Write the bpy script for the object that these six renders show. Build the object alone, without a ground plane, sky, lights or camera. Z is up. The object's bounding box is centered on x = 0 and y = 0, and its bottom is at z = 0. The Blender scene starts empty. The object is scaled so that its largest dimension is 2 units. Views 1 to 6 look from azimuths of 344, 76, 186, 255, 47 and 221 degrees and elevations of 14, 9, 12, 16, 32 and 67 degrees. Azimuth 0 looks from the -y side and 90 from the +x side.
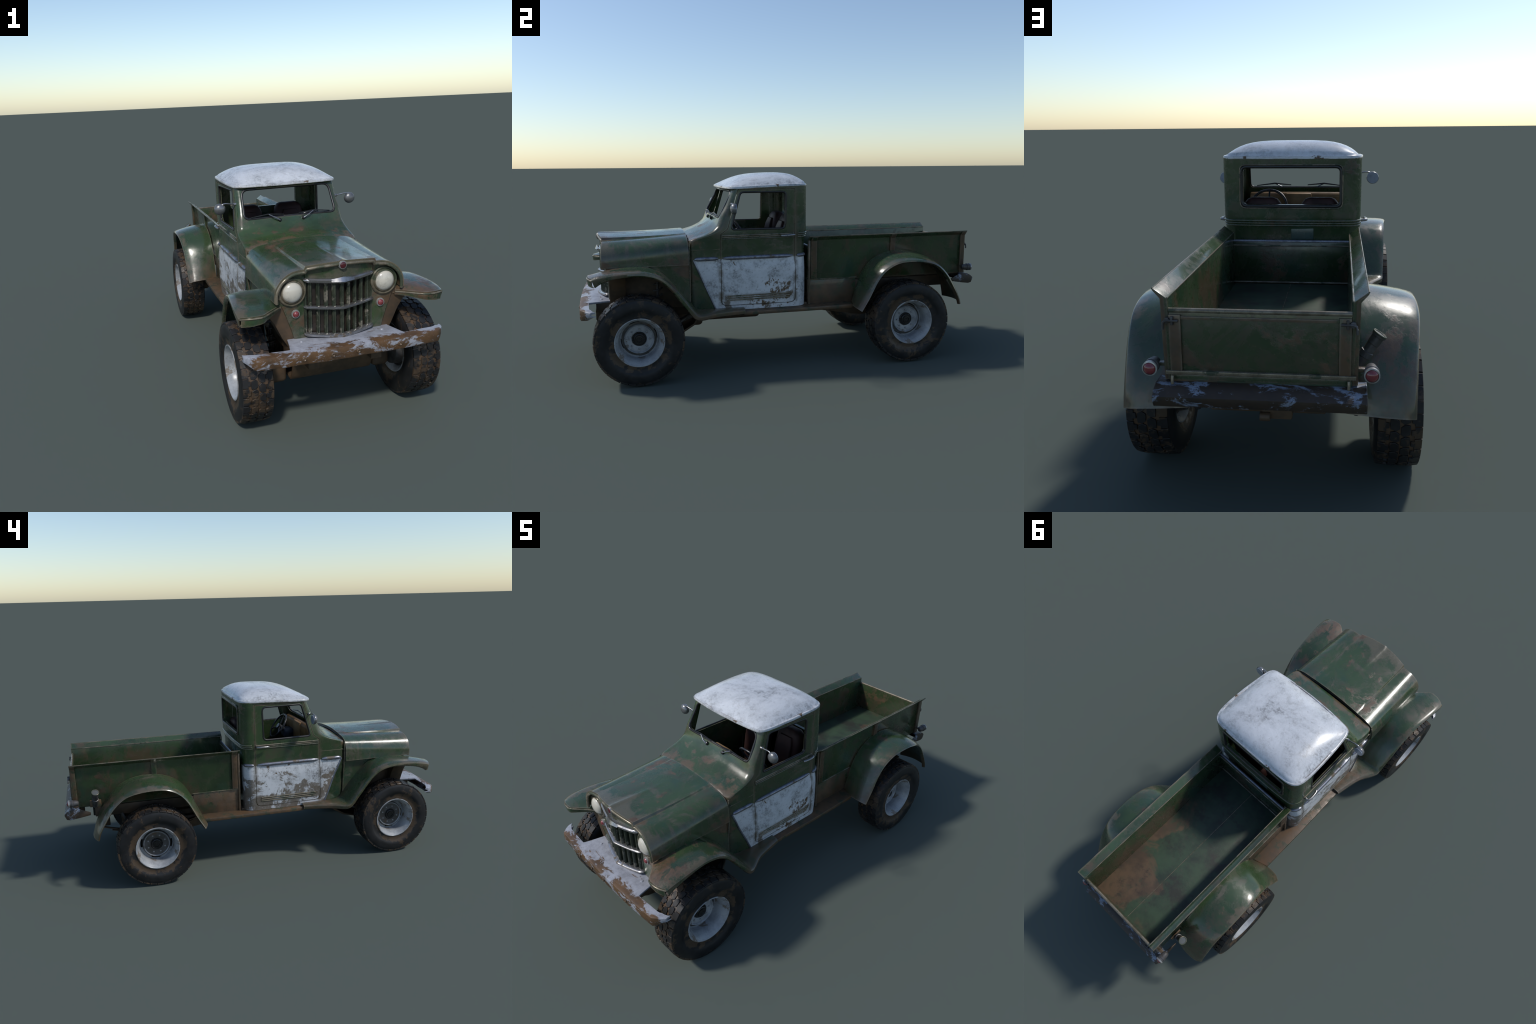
import bpy, bmesh, math, random
from mathutils import Vector, Matrix, noise as mnoise

random.seed(7)
TAU = math.pi * 2

# ------------------------------------------------------------------ helpers
def lerp(a, b, t):
    return a + (b - a) * t

def vlerp(a, b, t):
    return tuple(lerp(p, q, t) for p, q in zip(a, b))

def smooth(a, b, x):
    t = max(0.0, min(1.0, (x - a) / (b - a)))
    return t * t * (3 - 2 * t)

def interp(tab, x):
    """piecewise linear table lookup"""
    if x <= tab[0][0]:
        return tab[0][1]
    for (x0, y0), (x1, y1) in zip(tab, tab[1:]):
        if x <= x1:
            return lerp(y0, y1, (x - x0) / (x1 - x0))
    return tab[-1][1]

def catmull(pts, per=6, closed=False):
    n = len(pts)
    out = []
    rng = n if closed else n - 1
    for i in range(rng):
        if closed:
            p0, p1, p2, p3 = (pts[(i + k - 1) % n] for k in range(4))
        else:
            p0, p1, p2, p3 = pts[max(i - 1, 0)], pts[i], pts[i + 1], pts[min(i + 2, n - 1)]
        for k in range(per):
            t = k / per
            out.append(tuple(
                0.5 * (2 * b + (c - a) * t + (2 * a - 5 * b + 4 * c - d) * t * t + (3 * b - a - 3 * c + d) * t ** 3)
                for a, b, c, d in zip(p0, p1, p2, p3)))
    if not closed:
        out.append(tuple(pts[-1]))
    return out

def round_poly(pts, radii, n=5):
    """round the corners of a closed 2D polygon"""
    out = []
    m = len(pts)
    if not isinstance(radii, (list, tuple)):
        radii = [radii] * m
    for i in range(m):
        p = Vector(pts[i]); a = Vector(pts[i - 1]); b = Vector(pts[(i + 1) % m])
        r = radii[i]
        if r <= 0:
            out.append(tuple(p)); continue
        da = (a - p).normalized(); db = (b - p).normalized()
        ang = da.angle(db)
        d = min(r / math.tan(ang / 2), (a - p).length * .48, (b - p).length * .48)
        s = p + da * d; e = p + db * d
        for k in range(n + 1):
            t = k / n
            out.append(tuple(s * (1 - t) ** 2 + p * 2 * t * (1 - t) + e * t * t))
    return out

ROOT = None
def new_obj(name, verts, faces, mat=None, parent=None, angle=35, fix=True, kind=None):
    me = bpy.data.meshes.new(name)
    me.from_pydata([tuple(v) for v in verts], [], faces)
    ob = bpy.data.objects.new(name, me)
    bpy.context.collection.objects.link(ob)
    if fix:
        bm = bmesh.new(); bm.from_mesh(me)
        bmesh.ops.remove_doubles(bm, verts=bm.verts, dist=1e-5)
        bmesh.ops.recalc_face_normals(bm, faces=bm.faces)
        bm.to_mesh(me); bm.free()
    finish(ob, mat, parent, angle)
    if kind:
        ob["kind"] = kind
    return ob

def finish(ob, mat=None, parent=None, angle=35):
    me = ob.data
    if mat is not None:
        me.materials.clear()
        for m in (mat if isinstance(mat, (list, tuple)) else [mat]):
            me.materials.append(m)
    me.polygons.foreach_set("use_smooth", [True] * len(me.polygons))
    me.set_sharp_from_angle(angle=math.radians(angle))
    me.update()
    par = parent or ROOT
    if par is not None:
        ob.parent = par

def apply_mods(ob, angle=35):
    dg = bpy.context.evaluated_depsgraph_get()
    dg.update()
    me = bpy.data.meshes.new_from_object(ob.evaluated_get(dg))
    old = ob.data
    ob.modifiers.clear()
    ob.data = me
    me.name = ob.name
    bpy.data.meshes.remove(old)
    finish(ob, None, ob.parent, angle)

def mod(ob, kind, **kw):
    m = ob.modifiers.new(kind, kind)
    for k, v in kw.items():
        setattr(m, k, v)
    return m

def bevel(ob, w, seg=2, angle=30):
    mod(ob, 'BEVEL', width=w, segments=seg, limit_method='ANGLE', angle_limit=math.radians(angle))
    apply_mods(ob)

def boolean(ob, cutter, op, keep=False):
    mod(ob, 'BOOLEAN', object=cutter, operation=op, solver='EXACT')
    apply_mods(ob)
    if not keep:
        kill(cutter)

def kill(ob):
    me = ob.data
    bpy.data.objects.remove(ob)
    if me.users == 0:
        bpy.data.meshes.remove(me)

def copy_obj(ob, name):
    c = ob.copy(); c.data = ob.data.copy(); c.name = name
    bpy.context.collection.objects.link(c)
    return c

def mirrored(ob, name=None, parent=None):
    c = copy_obj(ob, name or ob.name.split('.')[0])
    bm = bmesh.new(); bm.from_mesh(c.data)
    for v in bm.verts:
        v.co.x = -v.co.x
    bmesh.ops.reverse_faces(bm, faces=bm.faces)
    bm.to_mesh(c.data); bm.free()
    c.data.update()
    if parent:
        c.parent = parent
    return c

def grid_faces(nr, nc, close_c=False, close_r=False, off=0):
    f = []
    for i in range(nr if close_r else nr - 1):
        for j in range(nc if close_c else nc - 1):
            a = off + i * nc + j; b = off + i * nc + (j + 1) % nc
            c = off + ((i + 1) % nr) * nc + (j + 1) % nc; d = off + ((i + 1) % nr) * nc + j
            f.append((a, b, c, d))
    return f

def loft(name, rings, mat, parent=None, closed=True, caps=True, angle=35, close_r=False):
    nc = len(rings[0])
    v = [p for r in rings for p in r]
    f = grid_faces(len(rings), nc, closed, close_r)
    if caps and closed and not close_r:
        f.append(tuple(range(nc))[::-1])
        f.append(tuple(range((len(rings) - 1) * nc, len(rings) * nc)))
    return new_obj(name, v, f, mat, parent, angle)

def sheet(name, rows, mat, thick, parent=None, offset=-1, angle=35, flip=False, bev=0):
    nc = len(rows[0])
    v = [p for r in rows for p in r]
    f = grid_faces(len(rows), nc)
    if flip:
        f = [t[::-1] for t in f]
    ob = new_obj(name, v, f, mat, parent, angle, fix=False)
    mod(ob, 'SOLIDIFY', thickness=thick, offset=offset, use_even_offset=True)
    apply_mods(ob, angle)
    return ob

def tube(name, path, r, mat, parent=None, n=10, closed=False, angle=50, sy=1.0, kind=None):
    P = [Vector(p) for p in path]
    rings = []
    up = Vector((0.13, 0.21, 0.97)).normalized()
    m = len(P)
    for i, p in enumerate(P):
        if closed:
            t = P[(i + 1) % m] - P[i - 1]
        else:
            t = P[min(i + 1, m - 1)] - P[max(i - 1, 0)]
        t.normalize()
        u = up - t * up.dot(t)
        if u.length < .05:
            u = Vector((1, 0, 0)) - t * t.x
        u.normalize(); w = t.cross(u)
        rr = r[i] if isinstance(r, (list, tuple)) else r
        rings.append([tuple(p + (u * math.cos(a) + w * math.sin(a) * sy) * rr)
                      for a in (TAU * k / n for k in range(n))])
    return loft(name, rings, mat, parent, True, not closed, angle, close_r=closed)

def box(name, x0, x1, y0, y1, z0, z1, mat, parent=None, bev=.003, seg=2):
    v = [(x, y, z) for x in (x0, x1) for y in (y0, y1) for z in (z0, z1)]
    f = [(0, 1, 3, 2), (4, 6, 7, 5), (0, 4, 5, 1), (2, 3, 7, 6), (0, 2, 6, 4), (1, 5, 7, 3)]
    ob = new_obj(name, v, f, mat, parent)
    if bev:
        bevel(ob, bev, seg)
    return ob

def prism(name, poly, axis, a0, a1, mat=None, parent=None, bev=0, angle=35):
    """extrude a 2D polygon along an axis. axis x: poly=(y,z); y: poly=(x,z); z: poly=(x,y)"""
    def mk(p, a):
        return {'x': (a, p[0], p[1]), 'y': (p[0], a, p[1]), 'z': (p[0], p[1], a)}[axis]
    n = len(poly)
    v = [mk(p, a0) for p in poly] + [mk(p, a1) for p in poly]
    f = [tuple(range(n)), tuple(range(n, 2 * n))[::-1]]
    f += [(i, (i + 1) % n, n + (i + 1) % n, n + i) for i in range(n)]
    ob = new_obj(name, v, f, mat, parent, angle)
    if bev:
        bevel(ob, bev)
    return ob

def revolve(name, prof, mat, parent=None, n=48, axis='x', origin=(0, 0, 0), angle=35, closed_prof=False):
    """prof: (axial, radius)"""
    ox, oy, oz = origin
    rings = []
    for (a, r) in prof:
        ring = []
        for k in range(n):
            c, s = math.cos(TAU * k / n) * r, math.sin(TAU * k / n) * r
            ring.append({'x': (ox + a, oy + c, oz + s), 'y': (ox + c, oy + a, oz + s), 'z': (ox + c, oy + s, oz + a)}[axis])
        rings.append(ring)
    return loft(name, rings, mat, parent, True, not closed_prof, angle, close_r=closed_prof)

def join(obs, name, kind=None):
    base = obs[0]
    bm = bmesh.new()
    mats = []
    for o in obs:
        idx = {}
        for i, m in enumerate(o.data.materials):
            if m not in mats:
                mats.append(m)
            idx[i] = mats.index(m)
        me = o.data.copy()
        me.transform(o.matrix_basis)
        for p in me.polygons:
            p.material_index = idx.get(p.material_index, 0)
        bm.from_mesh(me)
        bpy.data.meshes.remove(me)
    par = base.parent
    me = bpy.data.meshes.new(name)
    bm.to_mesh(me); bm.free()
    for m in mats:
        me.materials.append(m)
    for o in obs:
        kill(o)
    ob = bpy.data.objects.new(name, me)
    bpy.context.collection.objects.link(ob)
    ob.parent = par
    if kind:
        ob["kind"] = kind
    return ob

# ---------------------------------------------------------------- materials
class NT:
    def __init__(self, name):
        self.mat = bpy.data.materials.new(name)
        self.mat.use_nodes = True
        self.t = self.mat.node_tree
        self.t.nodes.clear()
        self.out = self.t.nodes.new('ShaderNodeOutputMaterial')
        self.b = self.t.nodes.new('ShaderNodeBsdfPrincipled')
        self.t.links.new(self.b.outputs[0], self.out.inputs[0])
        tc = self.t.nodes.new('ShaderNodeTexCoord')
        self.obj = tc.outputs['Object']

    def link(self, a, inp):
        if hasattr(a, 'is_output') or isinstance(a, bpy.types.NodeSocket):
            self.t.links.new(a, inp)
        else:
            try:
                inp.default_value = a
            except Exception:
                inp.default_value = tuple(a) + (1,) if len(a) == 3 else a

    def mapping(self, scale=(1, 1, 1), loc=(0, 0, 0), rot=(0, 0, 0), vec=None):
        m = self.t.nodes.new('ShaderNodeMapping')
        self.link(vec or self.obj, m.inputs[0])
        m.inputs[1].default_value = loc
        m.inputs[2].default_value = rot
        m.inputs[3].default_value = scale
        return m.outputs[0]

    def noise(self, scale, detail=6, rough=.6, vec=None, dist=0, loc=None, stretch=None):
        n = self.t.nodes.new('ShaderNodeTexNoise')
        if loc or stretch:
            vec = self.mapping(stretch or (1, 1, 1), loc or (0, 0, 0), vec=vec)
        self.link(vec or self.obj, n.inputs['Vector'])
        n.inputs['Scale'].default_value = scale
        n.inputs['Detail'].default_value = detail
        n.inputs['Roughness'].default_value = rough
        n.inputs['Distortion'].default_value = dist
        return n.outputs['Fac']

    def ramp(self, fac, lo, hi, a=0.0, b=1.0):
        m = self.t.nodes.new('ShaderNodeMapRange')
        m.interpolation_type = 'SMOOTHSTEP'
        self.link(fac, m.inputs[0])
        m.inputs[1].default_value = lo; m.inputs[2].default_value = hi
        m.inputs[3].default_value = a; m.inputs[4].default_value = b
        return m.outputs[0]

    def math(self, op, a, b=0.0, clamp=False):
        m = self.t.nodes.new('ShaderNodeMath')
        m.operation = op; m.use_clamp = clamp
        self.link(a, m.inputs[0]); self.link(b, m.inputs[1])
        return m.outputs[0]

    def mix(self, fac, a, b):
        m = self.t.nodes.new('ShaderNodeMix')
        m.data_type = 'RGBA'
        self.link(fac, m.inputs[0])
        for s, v in ((m.inputs[6], a), (m.inputs[7], b)):
            if isinstance(v, bpy.types.NodeSocket):
                self.t.links.new(v, s)
            else:
                s.default_value = (*v[:3], 1)
        return m.outputs[2]

    def fmix(self, fac, a, b):
        m = self.t.nodes.new('ShaderNodeMix')
        m.data_type = 'FLOAT'
        self.link(fac, m.inputs[0]); self.link(a, m.inputs[2]); self.link(b, m.inputs[3])
        return m.outputs[0]

    def xyz(self):
        s = self.t.nodes.new('ShaderNodeSeparateXYZ')
        self.link(self.obj, s.inputs[0])
        return s.outputs

    def random(self):
        return self.t.nodes.new('ShaderNodeObjectInfo').outputs['Random']

    def edge(self, radius=.006, lo=.02, hi=.12):
        """mask of worn edges: where a bevelled normal leaves the true one"""
        be = self.t.nodes.new('ShaderNodeBevel')
        be.samples = 6
        be.inputs['Radius'].default_value = radius
        ge = self.t.nodes.new('ShaderNodeNewGeometry')
        d = self.t.nodes.new('ShaderNodeVectorMath'); d.operation = 'DOT_PRODUCT'
        self.t.links.new(be.outputs[0], d.inputs[0])
        self.t.links.new(ge.outputs['Normal'], d.inputs[1])
        return self.ramp(self.math('SUBTRACT', 1.0, d.outputs['Value']), lo, hi)

    def bump(self, h, strength=.3, dist=.004):
        b = self.t.nodes.new('ShaderNodeBump')
        b.inputs['Strength'].default_value = strength
        b.inputs['Distance'].default_value = dist
        self.link(h, b.inputs['Height'])
        self.t.links.new(b.outputs[0], self.b.inputs['Normal'])

    def done(self, color, rough=.5, metal=0.0, spec=.5):
        self.link(color, self.b.inputs['Base Color'])
        self.link(rough, self.b.inputs['Roughness'])
        self.link(metal, self.b.inputs['Metallic'])
        self.b.inputs['Specular IOR Level'].default_value = spec
        return self.mat

MUD = (.120, .066, .032)
MUD2 = (.078, .046, .026)
TAN = (.165, .135, .095)

def green_nodes(n, dirt=.57, scuff=.60, mud_lo=None, mud_hi=None, edge=True, grime=.50, nose=False, lip=False, bed=False, cab=False):
    """returns colour, roughness, bump height"""
    big = n.noise(2.6, 5, .6, dist=.5)
    fine = n.noise(24, 9, .75)
    mid = n.noise(8, 8, .7, loc=(2, 7, 4), dist=.8)
    c = n.mix(n.ramp(big, .35, .65), (.018, .035, .015), (.035, .063, .025))
    c = n.mix(n.ramp(n.noise(4.5, 4, .6, loc=(3, 1, 7)), .5, .72), c, (.024, .056, .036))
    # greasy brown film, soft edged, broken up by fine grain
    film = n.math('MULTIPLY', n.ramp(mid, grime - .06, grime + .14), n.ramp(fine, .36, .62))
    c = n.mix(n.math('MULTIPLY', film, .85), c, (.056, .046, .029))
    c = n.mix(n.ramp(fine, .54, .72, 0, .65), c, (.012, .019, .012))
    # grey-tan scuffed primer
    sc = n.noise(7, 10, .74, loc=(5, 2, 1), stretch=(1.0, .8, 1.5), dist=.6)
    m_s = n.ramp(sc, scuff - .03, scuff + .06)
    c = n.mix(n.math('MULTIPLY', m_s, n.ramp(fine, .35, .6, .35, .85)), c, (.088, .080, .058))
    if nose:
        # paint rubbed to primer towards the leading edge and in cross-hatched scratches on the shoulders
        x, y, z = n.xyz()
        ax = n.math('ABSOLUTE', x)
        seam = n.ramp(n.math('ABSOLUTE', n.math('SUBTRACT', ax, .141)), .028, .002, 0, .13)
        ridge = n.math('MULTIPLY', n.ramp(ax, .045, .005, 0, .12), n.ramp(y, -.62, -.78))
        ft = n.math('ADD', n.ramp(y, -.80, -.90, 0, .26), n.noise(9, 10, .74, loc=(1, 2, 3)))
        ft = n.math('ADD', ft, n.math('MAXIMUM', seam, ridge))
        c = n.mix(n.math('MULTIPLY', n.ramp(ft, .61, .71), .8), c, (.095, .085, .058))
        hatch = n.noise(30, 5, .6, stretch=(.25, 1.6, .22), dist=.7, loc=(3, 3, 3))
        zone = n.math('MULTIPLY', n.ramp(n.noise(3.2, 3, .5, loc=(8, 1, 5)), .46, .60), n.ramp(z, .628, .60))
        c = n.mix(n.math('MULTIPLY', n.ramp(hatch, .50, .60), n.math('MULTIPLY', zone, .8)), c, (.075, .068, .048))
    # brown mud/rust patches
    d = n.noise(4.2, 11, .70, loc=(1.7, 4.1, 2.2), dist=.4)
    m_d = n.ramp(d, dirt - .01, dirt + .05)
    if mud_lo is not None:
        z = n.xyz()[2]
        zz = n.math('ADD', z, n.math('MULTIPLY', n.math('SUBTRACT', n.noise(7, 9, .72), .5), .42))
        m_d = n.math('MAXIMUM', m_d, n.ramp(zz, mud_hi, mud_lo))
    if lip:
        x = n.xyz()[0]
        lw = n.math('ADD', n.ramp(n.math('ABSOLUTE', x), .335, .375, 0, .16), n.noise(13, 10, .74, loc=(2, 2, 8)))
        c = n.mix(n.math('MULTIPLY', n.ramp(lw, .62, .72), .75), c, (.10, .078, .050))
    if bed:
        x, y, z = n.xyz()
        dy = n.math('SUBTRACT', y, .58); dz = n.math('SUBTRACT', z, .29)
        rad = n.math('SQRT', n.math('ADD', n.math('MULTIPLY', dy, dy), n.math('MULTIPLY', dz, dz)))
        arch = n.ramp(rad, .34, .24, 0, .16)
        tail = n.ramp(y, .80, .95, 0, .10)
        bw = n.math('ADD', n.math('ADD', arch, tail), n.noise(10, 10, .74, loc=(4, 2, 6), stretch=(1, 1.2, .7)))
        c = n.mix(n.math('MULTIPLY', n.ramp(bw, .58, .70), .85), c, (.075, .054, .032))
    if cab:
        x, y, z = n.xyz()
        base = n.math('MULTIPLY', n.ramp(y, -.40, -.49, 0, .15), n.ramp(z, .58, .62))
        cw = n.math('ADD', base, n.noise(11, 10, .74, loc=(6, 2, 3)))
        c = n.mix(n.math('MULTIPLY', n.ramp(cw, .60, .70), .8), c, (.105, .070, .042))
    mudc = n.mix(n.ramp(n.noise(14, 8, .68), .35, .65), (.098, .058, .031), (.056, .038, .023))
    c = n.mix(n.math('MULTIPLY', m_d, n.ramp(fine, .25, .5, .6, 1)), c, mudc)
    if edge:
        e = n.math('MULTIPLY', n.edge(.009, .012, .10), n.ramp(n.noise(16, 7, .7, loc=(9, 9, 2)), .34, .58))
        c = n.mix(n.math('MULTIPLY', e, .85), c, TAN)
    r = n.math('ADD', .17, n.math('MULTIPLY', n.ramp(mid, .35, .7), .20))
    r = n.math('ADD', r, n.ramp(fine, .45, .7, 0, .12))
    r = n.fmix(m_d, r, n.ramp(n.noise(40, 3, .6), .4, .6, .34, .65))
    h = n.math('ADD', n.math('MULTIPLY', m_d, n.noise(60, 4, .7)), n.math('MULTIPLY', fine, .10))
    h = n.math('ADD', h, n.math('MULTIPLY', n.noise(5, 3, .5, loc=(6, 6, 6)), 1.8))
    h = n.math('ADD', h, n.math('MULTIPLY', n.noise(14, 4, .6, loc=(1, 6, 6)), .5))
    return c, r, h

def mat_green(name, **kw):
    n = NT(name)
    c, r, h = green_nodes(n, **kw)
    n.bump(h, .24, .003)
    n.b.inputs['Coat Weight'].default_value = .42
    n.b.inputs['Coat Roughness'].default_value = .10
    return n.done(c, r)

def white_nodes(n, chip=.66, speck=.5, rim=None):
    fine = n.noise(26, 12, .8)
    mid = n.noise(4.5, 8, .68, loc=(2, 8, 3), dist=.5)
    c = n.mix(n.ramp(mid, .35, .7), (.55, .57, .60), (.43, .45, .475))  # white tinted cool: bluish sky gloss mixed into the base colour
    # worn-through grey grain, clustered
    wear = mid
    if rim:
        x, y, z = n.xyz()
        rx = n.ramp(n.math('ABSOLUTE', x), .19, .25, 0, .13)
        ry = n.ramp(n.math('ABSOLUTE', n.math('ADD', y, .112)), .14, .20, 0, .13)
        wear = n.math('SUBTRACT', n.math('ADD', mid, n.math('MAXIMUM', rx, ry)), .05)
    grain = n.ramp(n.noise(95, 5, .75, loc=(3, 1, 1)), .38, .56)
    m = n.math('MULTIPLY', n.math('MULTIPLY', n.ramp(fine, .42, .60), n.ramp(wear, .45, .63)), grain)
    c = n.mix(n.math('MULTIPLY', m, speck + .3), c, (.12, .12, .122))
    m2 = n.math('MULTIPLY', n.ramp(n.noise(13, 10, .78, loc=(4, 4, 1), stretch=(1, .5, 1)), .53, .62), n.ramp(n.noise(60, 6, .8), .42, .56))
    c = n.mix(n.math('MULTIPLY', m2, speck * .7), c, (.19, .185, .175))
    c = n.mix(n.math('MULTIPLY', n.ramp(n.noise(75, 6, .8), .57, .66), speck), c, (.17, .165, .16))
    d = n.noise(6.3, 11, .70, loc=(4.3, 6.6, 1.2), dist=.3)
    if rim:
        d = n.math('ADD', d, n.math('MULTIPLY', n.math('MAXIMUM', rx, ry), .65))
    md = n.ramp(d, chip, chip + .025)
    md = n.math('MAXIMUM', md, n.ramp(n.noise(17, 8, .66, loc=(9, 3, 7), stretch=(1, .7, 1)), .705, .725))
    c = n.mix(md, c, n.mix(n.noise(16), (.11, .072, .04), MUD2))
    return c, fine, md

def mat_white(name, chip=.66, speck=.5, edge=.7):
    n = NT(name)
    c, fine, md = white_nodes(n, chip, speck, True)
    e = n.math('MULTIPLY', n.edge(.008), n.ramp(n.noise(15, 6, .7), .4, .6, 0, edge))
    c = n.mix(e, c, (.15, .12, .09))
    r = n.fmix(md, n.ramp(fine, .3, .7, .17, .36), .6)
    n.bump(n.math('ADD', n.math('MULTIPLY', fine, .3), md), .12, .002)
    return n.done(c, r)

def mat_cab(name):
    """two-tone cab: green with a white lower side panel, its leading edge slanting back"""
    n = NT(name)
    g, gr, gh = green_nodes(n, dirt=.595, scuff=.60, cab=True)
    w, fine, md = white_nodes(n, .595, .75)
    x, y, z = n.xyz()
    # mud brown on the white panel, thicker to one side
    side = n.ramp(x, -.1, .1)
    b = n.noise(8.5, 9, .66, loc=(7.1, 3.3, 5.2), dist=.5)
    zz = n.math('MULTIPLY', n.ramp(z, .56, .30), .12)
    bb = n.math('ADD', n.math('SUBTRACT', b, n.math('MULTIPLY', side, .10)), zz)
    mb = n.ramp(bb, .575, .615)
    mb = n.math('MULTIPLY', mb, n.ramp(fine, .3, .5, .5, 1))
    w = n.mix(n.math('MULTIPLY', mb, .9), w, n.mix(n.noise(20, 6), (.13, .105, .075), (.075, .055, .036)))
    below = n.math('LESS_THAN', z, .531)
    slant = n.math('SUBTRACT', y, n.math('MULTIPLY', n.math('SUBTRACT', .525, z), .43))
    front = n.math('GREATER_THAN', slant, -.478)
    rear = n.math('LESS_THAN', y, .080)
    low = n.math('GREATER_THAN', z, .2835)
    m = n.math('MULTIPLY', n.math('MULTIPLY', below, front), n.math('MULTIPLY', rear, low))
    m = n.math('MULTIPLY', m, n.math('GREATER_THAN', n.math('ABSOLUTE', x), .19))
    c = n.mix(m, g, w)
    # grime drawn along the panel gaps and over the pressed ribs of the door
    def near(v, at, wd):
        return n.ramp(n.math('ABSOLUTE', n.math('SUBTRACT', v, at)), wd, wd * .15)
    gap = n.math('MAXIMUM', near(y, -.353, .022), n.math('MAXIMUM', near(y, .0135, .020), near(y, -.497, .030)))
    gap = n.math('MULTIPLY', gap, n.math('GREATER_THAN', n.math('ABSOLUTE', x), .2))
    gap = n.math('MULTIPLY', gap, n.ramp(n.noise(16, 9, .74, loc=(1, 9, 4)), .40, .60))
    ribs = n.math('MULTIPLY', near(z, .343, .026), n.math('MULTIPLY', n.ramp(y, -.345, -.33), n.ramp(y, .005, -.01)))
    low = n.math('MULTIPLY', n.math('MULTIPLY', ribs, m), n.ramp(n.noise(15, 9, .74, loc=(5, 9, 4)), .38, .54))
    c = n.mix(n.math('MULTIPLY', n.math('MAXIMUM', gap, low), .75), c, (.085, .068, .045))
    e = n.math('MULTIPLY', n.edge(.006), n.ramp(n.noise(18, 6, .65, loc=(9, 9, 2)), .36, .56))
    c = n.mix(n.math('MULTIPLY', e, .8), c, n.mix(m, TAN, (.10, .08, .055)))
    r = n.fmix(m, gr, n.ramp(fine, .3, .7, .3, .48))
    n.bump(n.fmix(m, gh, n.math('MULTIPLY', fine, .3)), .28, .003)
    n.b.inputs['Coat Weight'].default_value = .25
    n.b.inputs['Coat Roughness'].default_value = .16
    return n.done(c, r)

def mat_simple(name, col, col2=None, rough=.5, metal=0.0, scale=14, dirt=None, dirtc=MUD, bump=.15, spec=.5):
    n = NT(name)
    f = n.noise(scale, 7, .65)
    c = n.mix(n.ramp(f, .35, .65), col, col2 or tuple(v * .65 for v in col))
    r = n.ramp(f, .3, .7, max(rough - .1, .03), min(rough + .12, 1))
    me = metal
    if dirt is not None:
        d = n.ramp(n.noise(scale * .55, 9, .7, loc=(3, 3, 9)), dirt, dirt + .05)
        c = n.mix(d, c, dirtc)
        r = n.fmix(d, r, .6)
        if metal:
            me = n.fmix(d, metal, 0.0)
    if bump:
        n.bump(f, bump, .002)
    return n.done(c, r, me, spec)

def mat_bumper(name, bare, face_rust, r1=(.110, .058, .024), r2=(.050, .030, .017), p1=(.30, .312, .355), p2=(.19, .195, .22)):
    n = NT(name)
    fine = n.noise(30, 10, .75)
    p = n.noise(15, 12, .76, stretch=(.7, 1.4, 1.3), dist=.6)
    x, y, z = n.xyz()
    ge = n.t.nodes.new('ShaderNodeNewGeometry')
    # deck keeps its paint, the outer face has lost most of it
    deck = n.ramp(n.math('ABSOLUTE', y), .99, .93)
    t = n.math('ADD', p, n.math('MULTIPLY', deck, face_rust))
    t = n.math('ADD', t, n.math('MULTIPLY', n.math('SUBTRACT', n.noise(55, 8, .8), .5), .16))
    m = n.ramp(t, bare, bare + .06)
    rust = n.mix(n.ramp(n.noise(12, 8, .7), .35, .7), r1, r2)
    paint = n.mix(n.ramp(fine, .4, .7), p1, p2)
    c = n.mix(m, rust, paint)
    n.bump(n.math('ADD', n.math('MULTIPLY', m, .6), n.math('MULTIPLY', fine, .4)), .25, .003)
    return n.done(c, n.fmix(m, .5, .36))

def mat_tyre(name):
    n = NT(name)
    s = n.t.nodes.new('ShaderNodeVectorMath'); s.operation = 'ADD'
    n.link(n.obj, s.inputs[0])
    cmb = n.t.nodes.new('ShaderNodeCombineXYZ')
    rnd = n.math('MULTIPLY', n.random(), 20.0)
    n.link(rnd, cmb.inputs[0]); n.link(rnd, cmb.inputs[1])
    n.t.links.new(cmb.outputs[0], s.inputs[1])
    v = s.outputs[0]
    x, y, z = n.xyz()
    rad = n.math('SQRT', n.math('ADD', n.math('POWER', y, 2.0), n.math('POWER', z, 2.0)))
    f = n.noise(18, 8, .7, vec=v)
    c = n.mix(n.ramp(f, .35, .65), (.009, .009, .0095), (.017, .017, .018))
    d = n.noise(13, 9, .68, vec=v, dist=.4)
    ring = n.ramp(rad, .148, .130, 0, .10)       # mud caught around the bead
    shoulder = n.ramp(rad, .186, .194, 0, .05)
    m = n.ramp(n.math('ADD', n.math('ADD', d, ring), shoulder), .55, .625)
    c = n.mix(n.math('MULTIPLY', m, .85), c, n.mix(f, (.080, .052, .031), (.050, .035, .023)))
    r = n.fmix(m, .5, n.ramp(n.noise(80, 3, .6, vec=v), .4, .6, .3, .65))
    n.bump(n.math('ADD', f, n.math('MULTIPLY', m, n.noise(90, 3, .7, vec=v))), .3, .002)
    return n.done(c, r, 0.0, .3)

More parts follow.
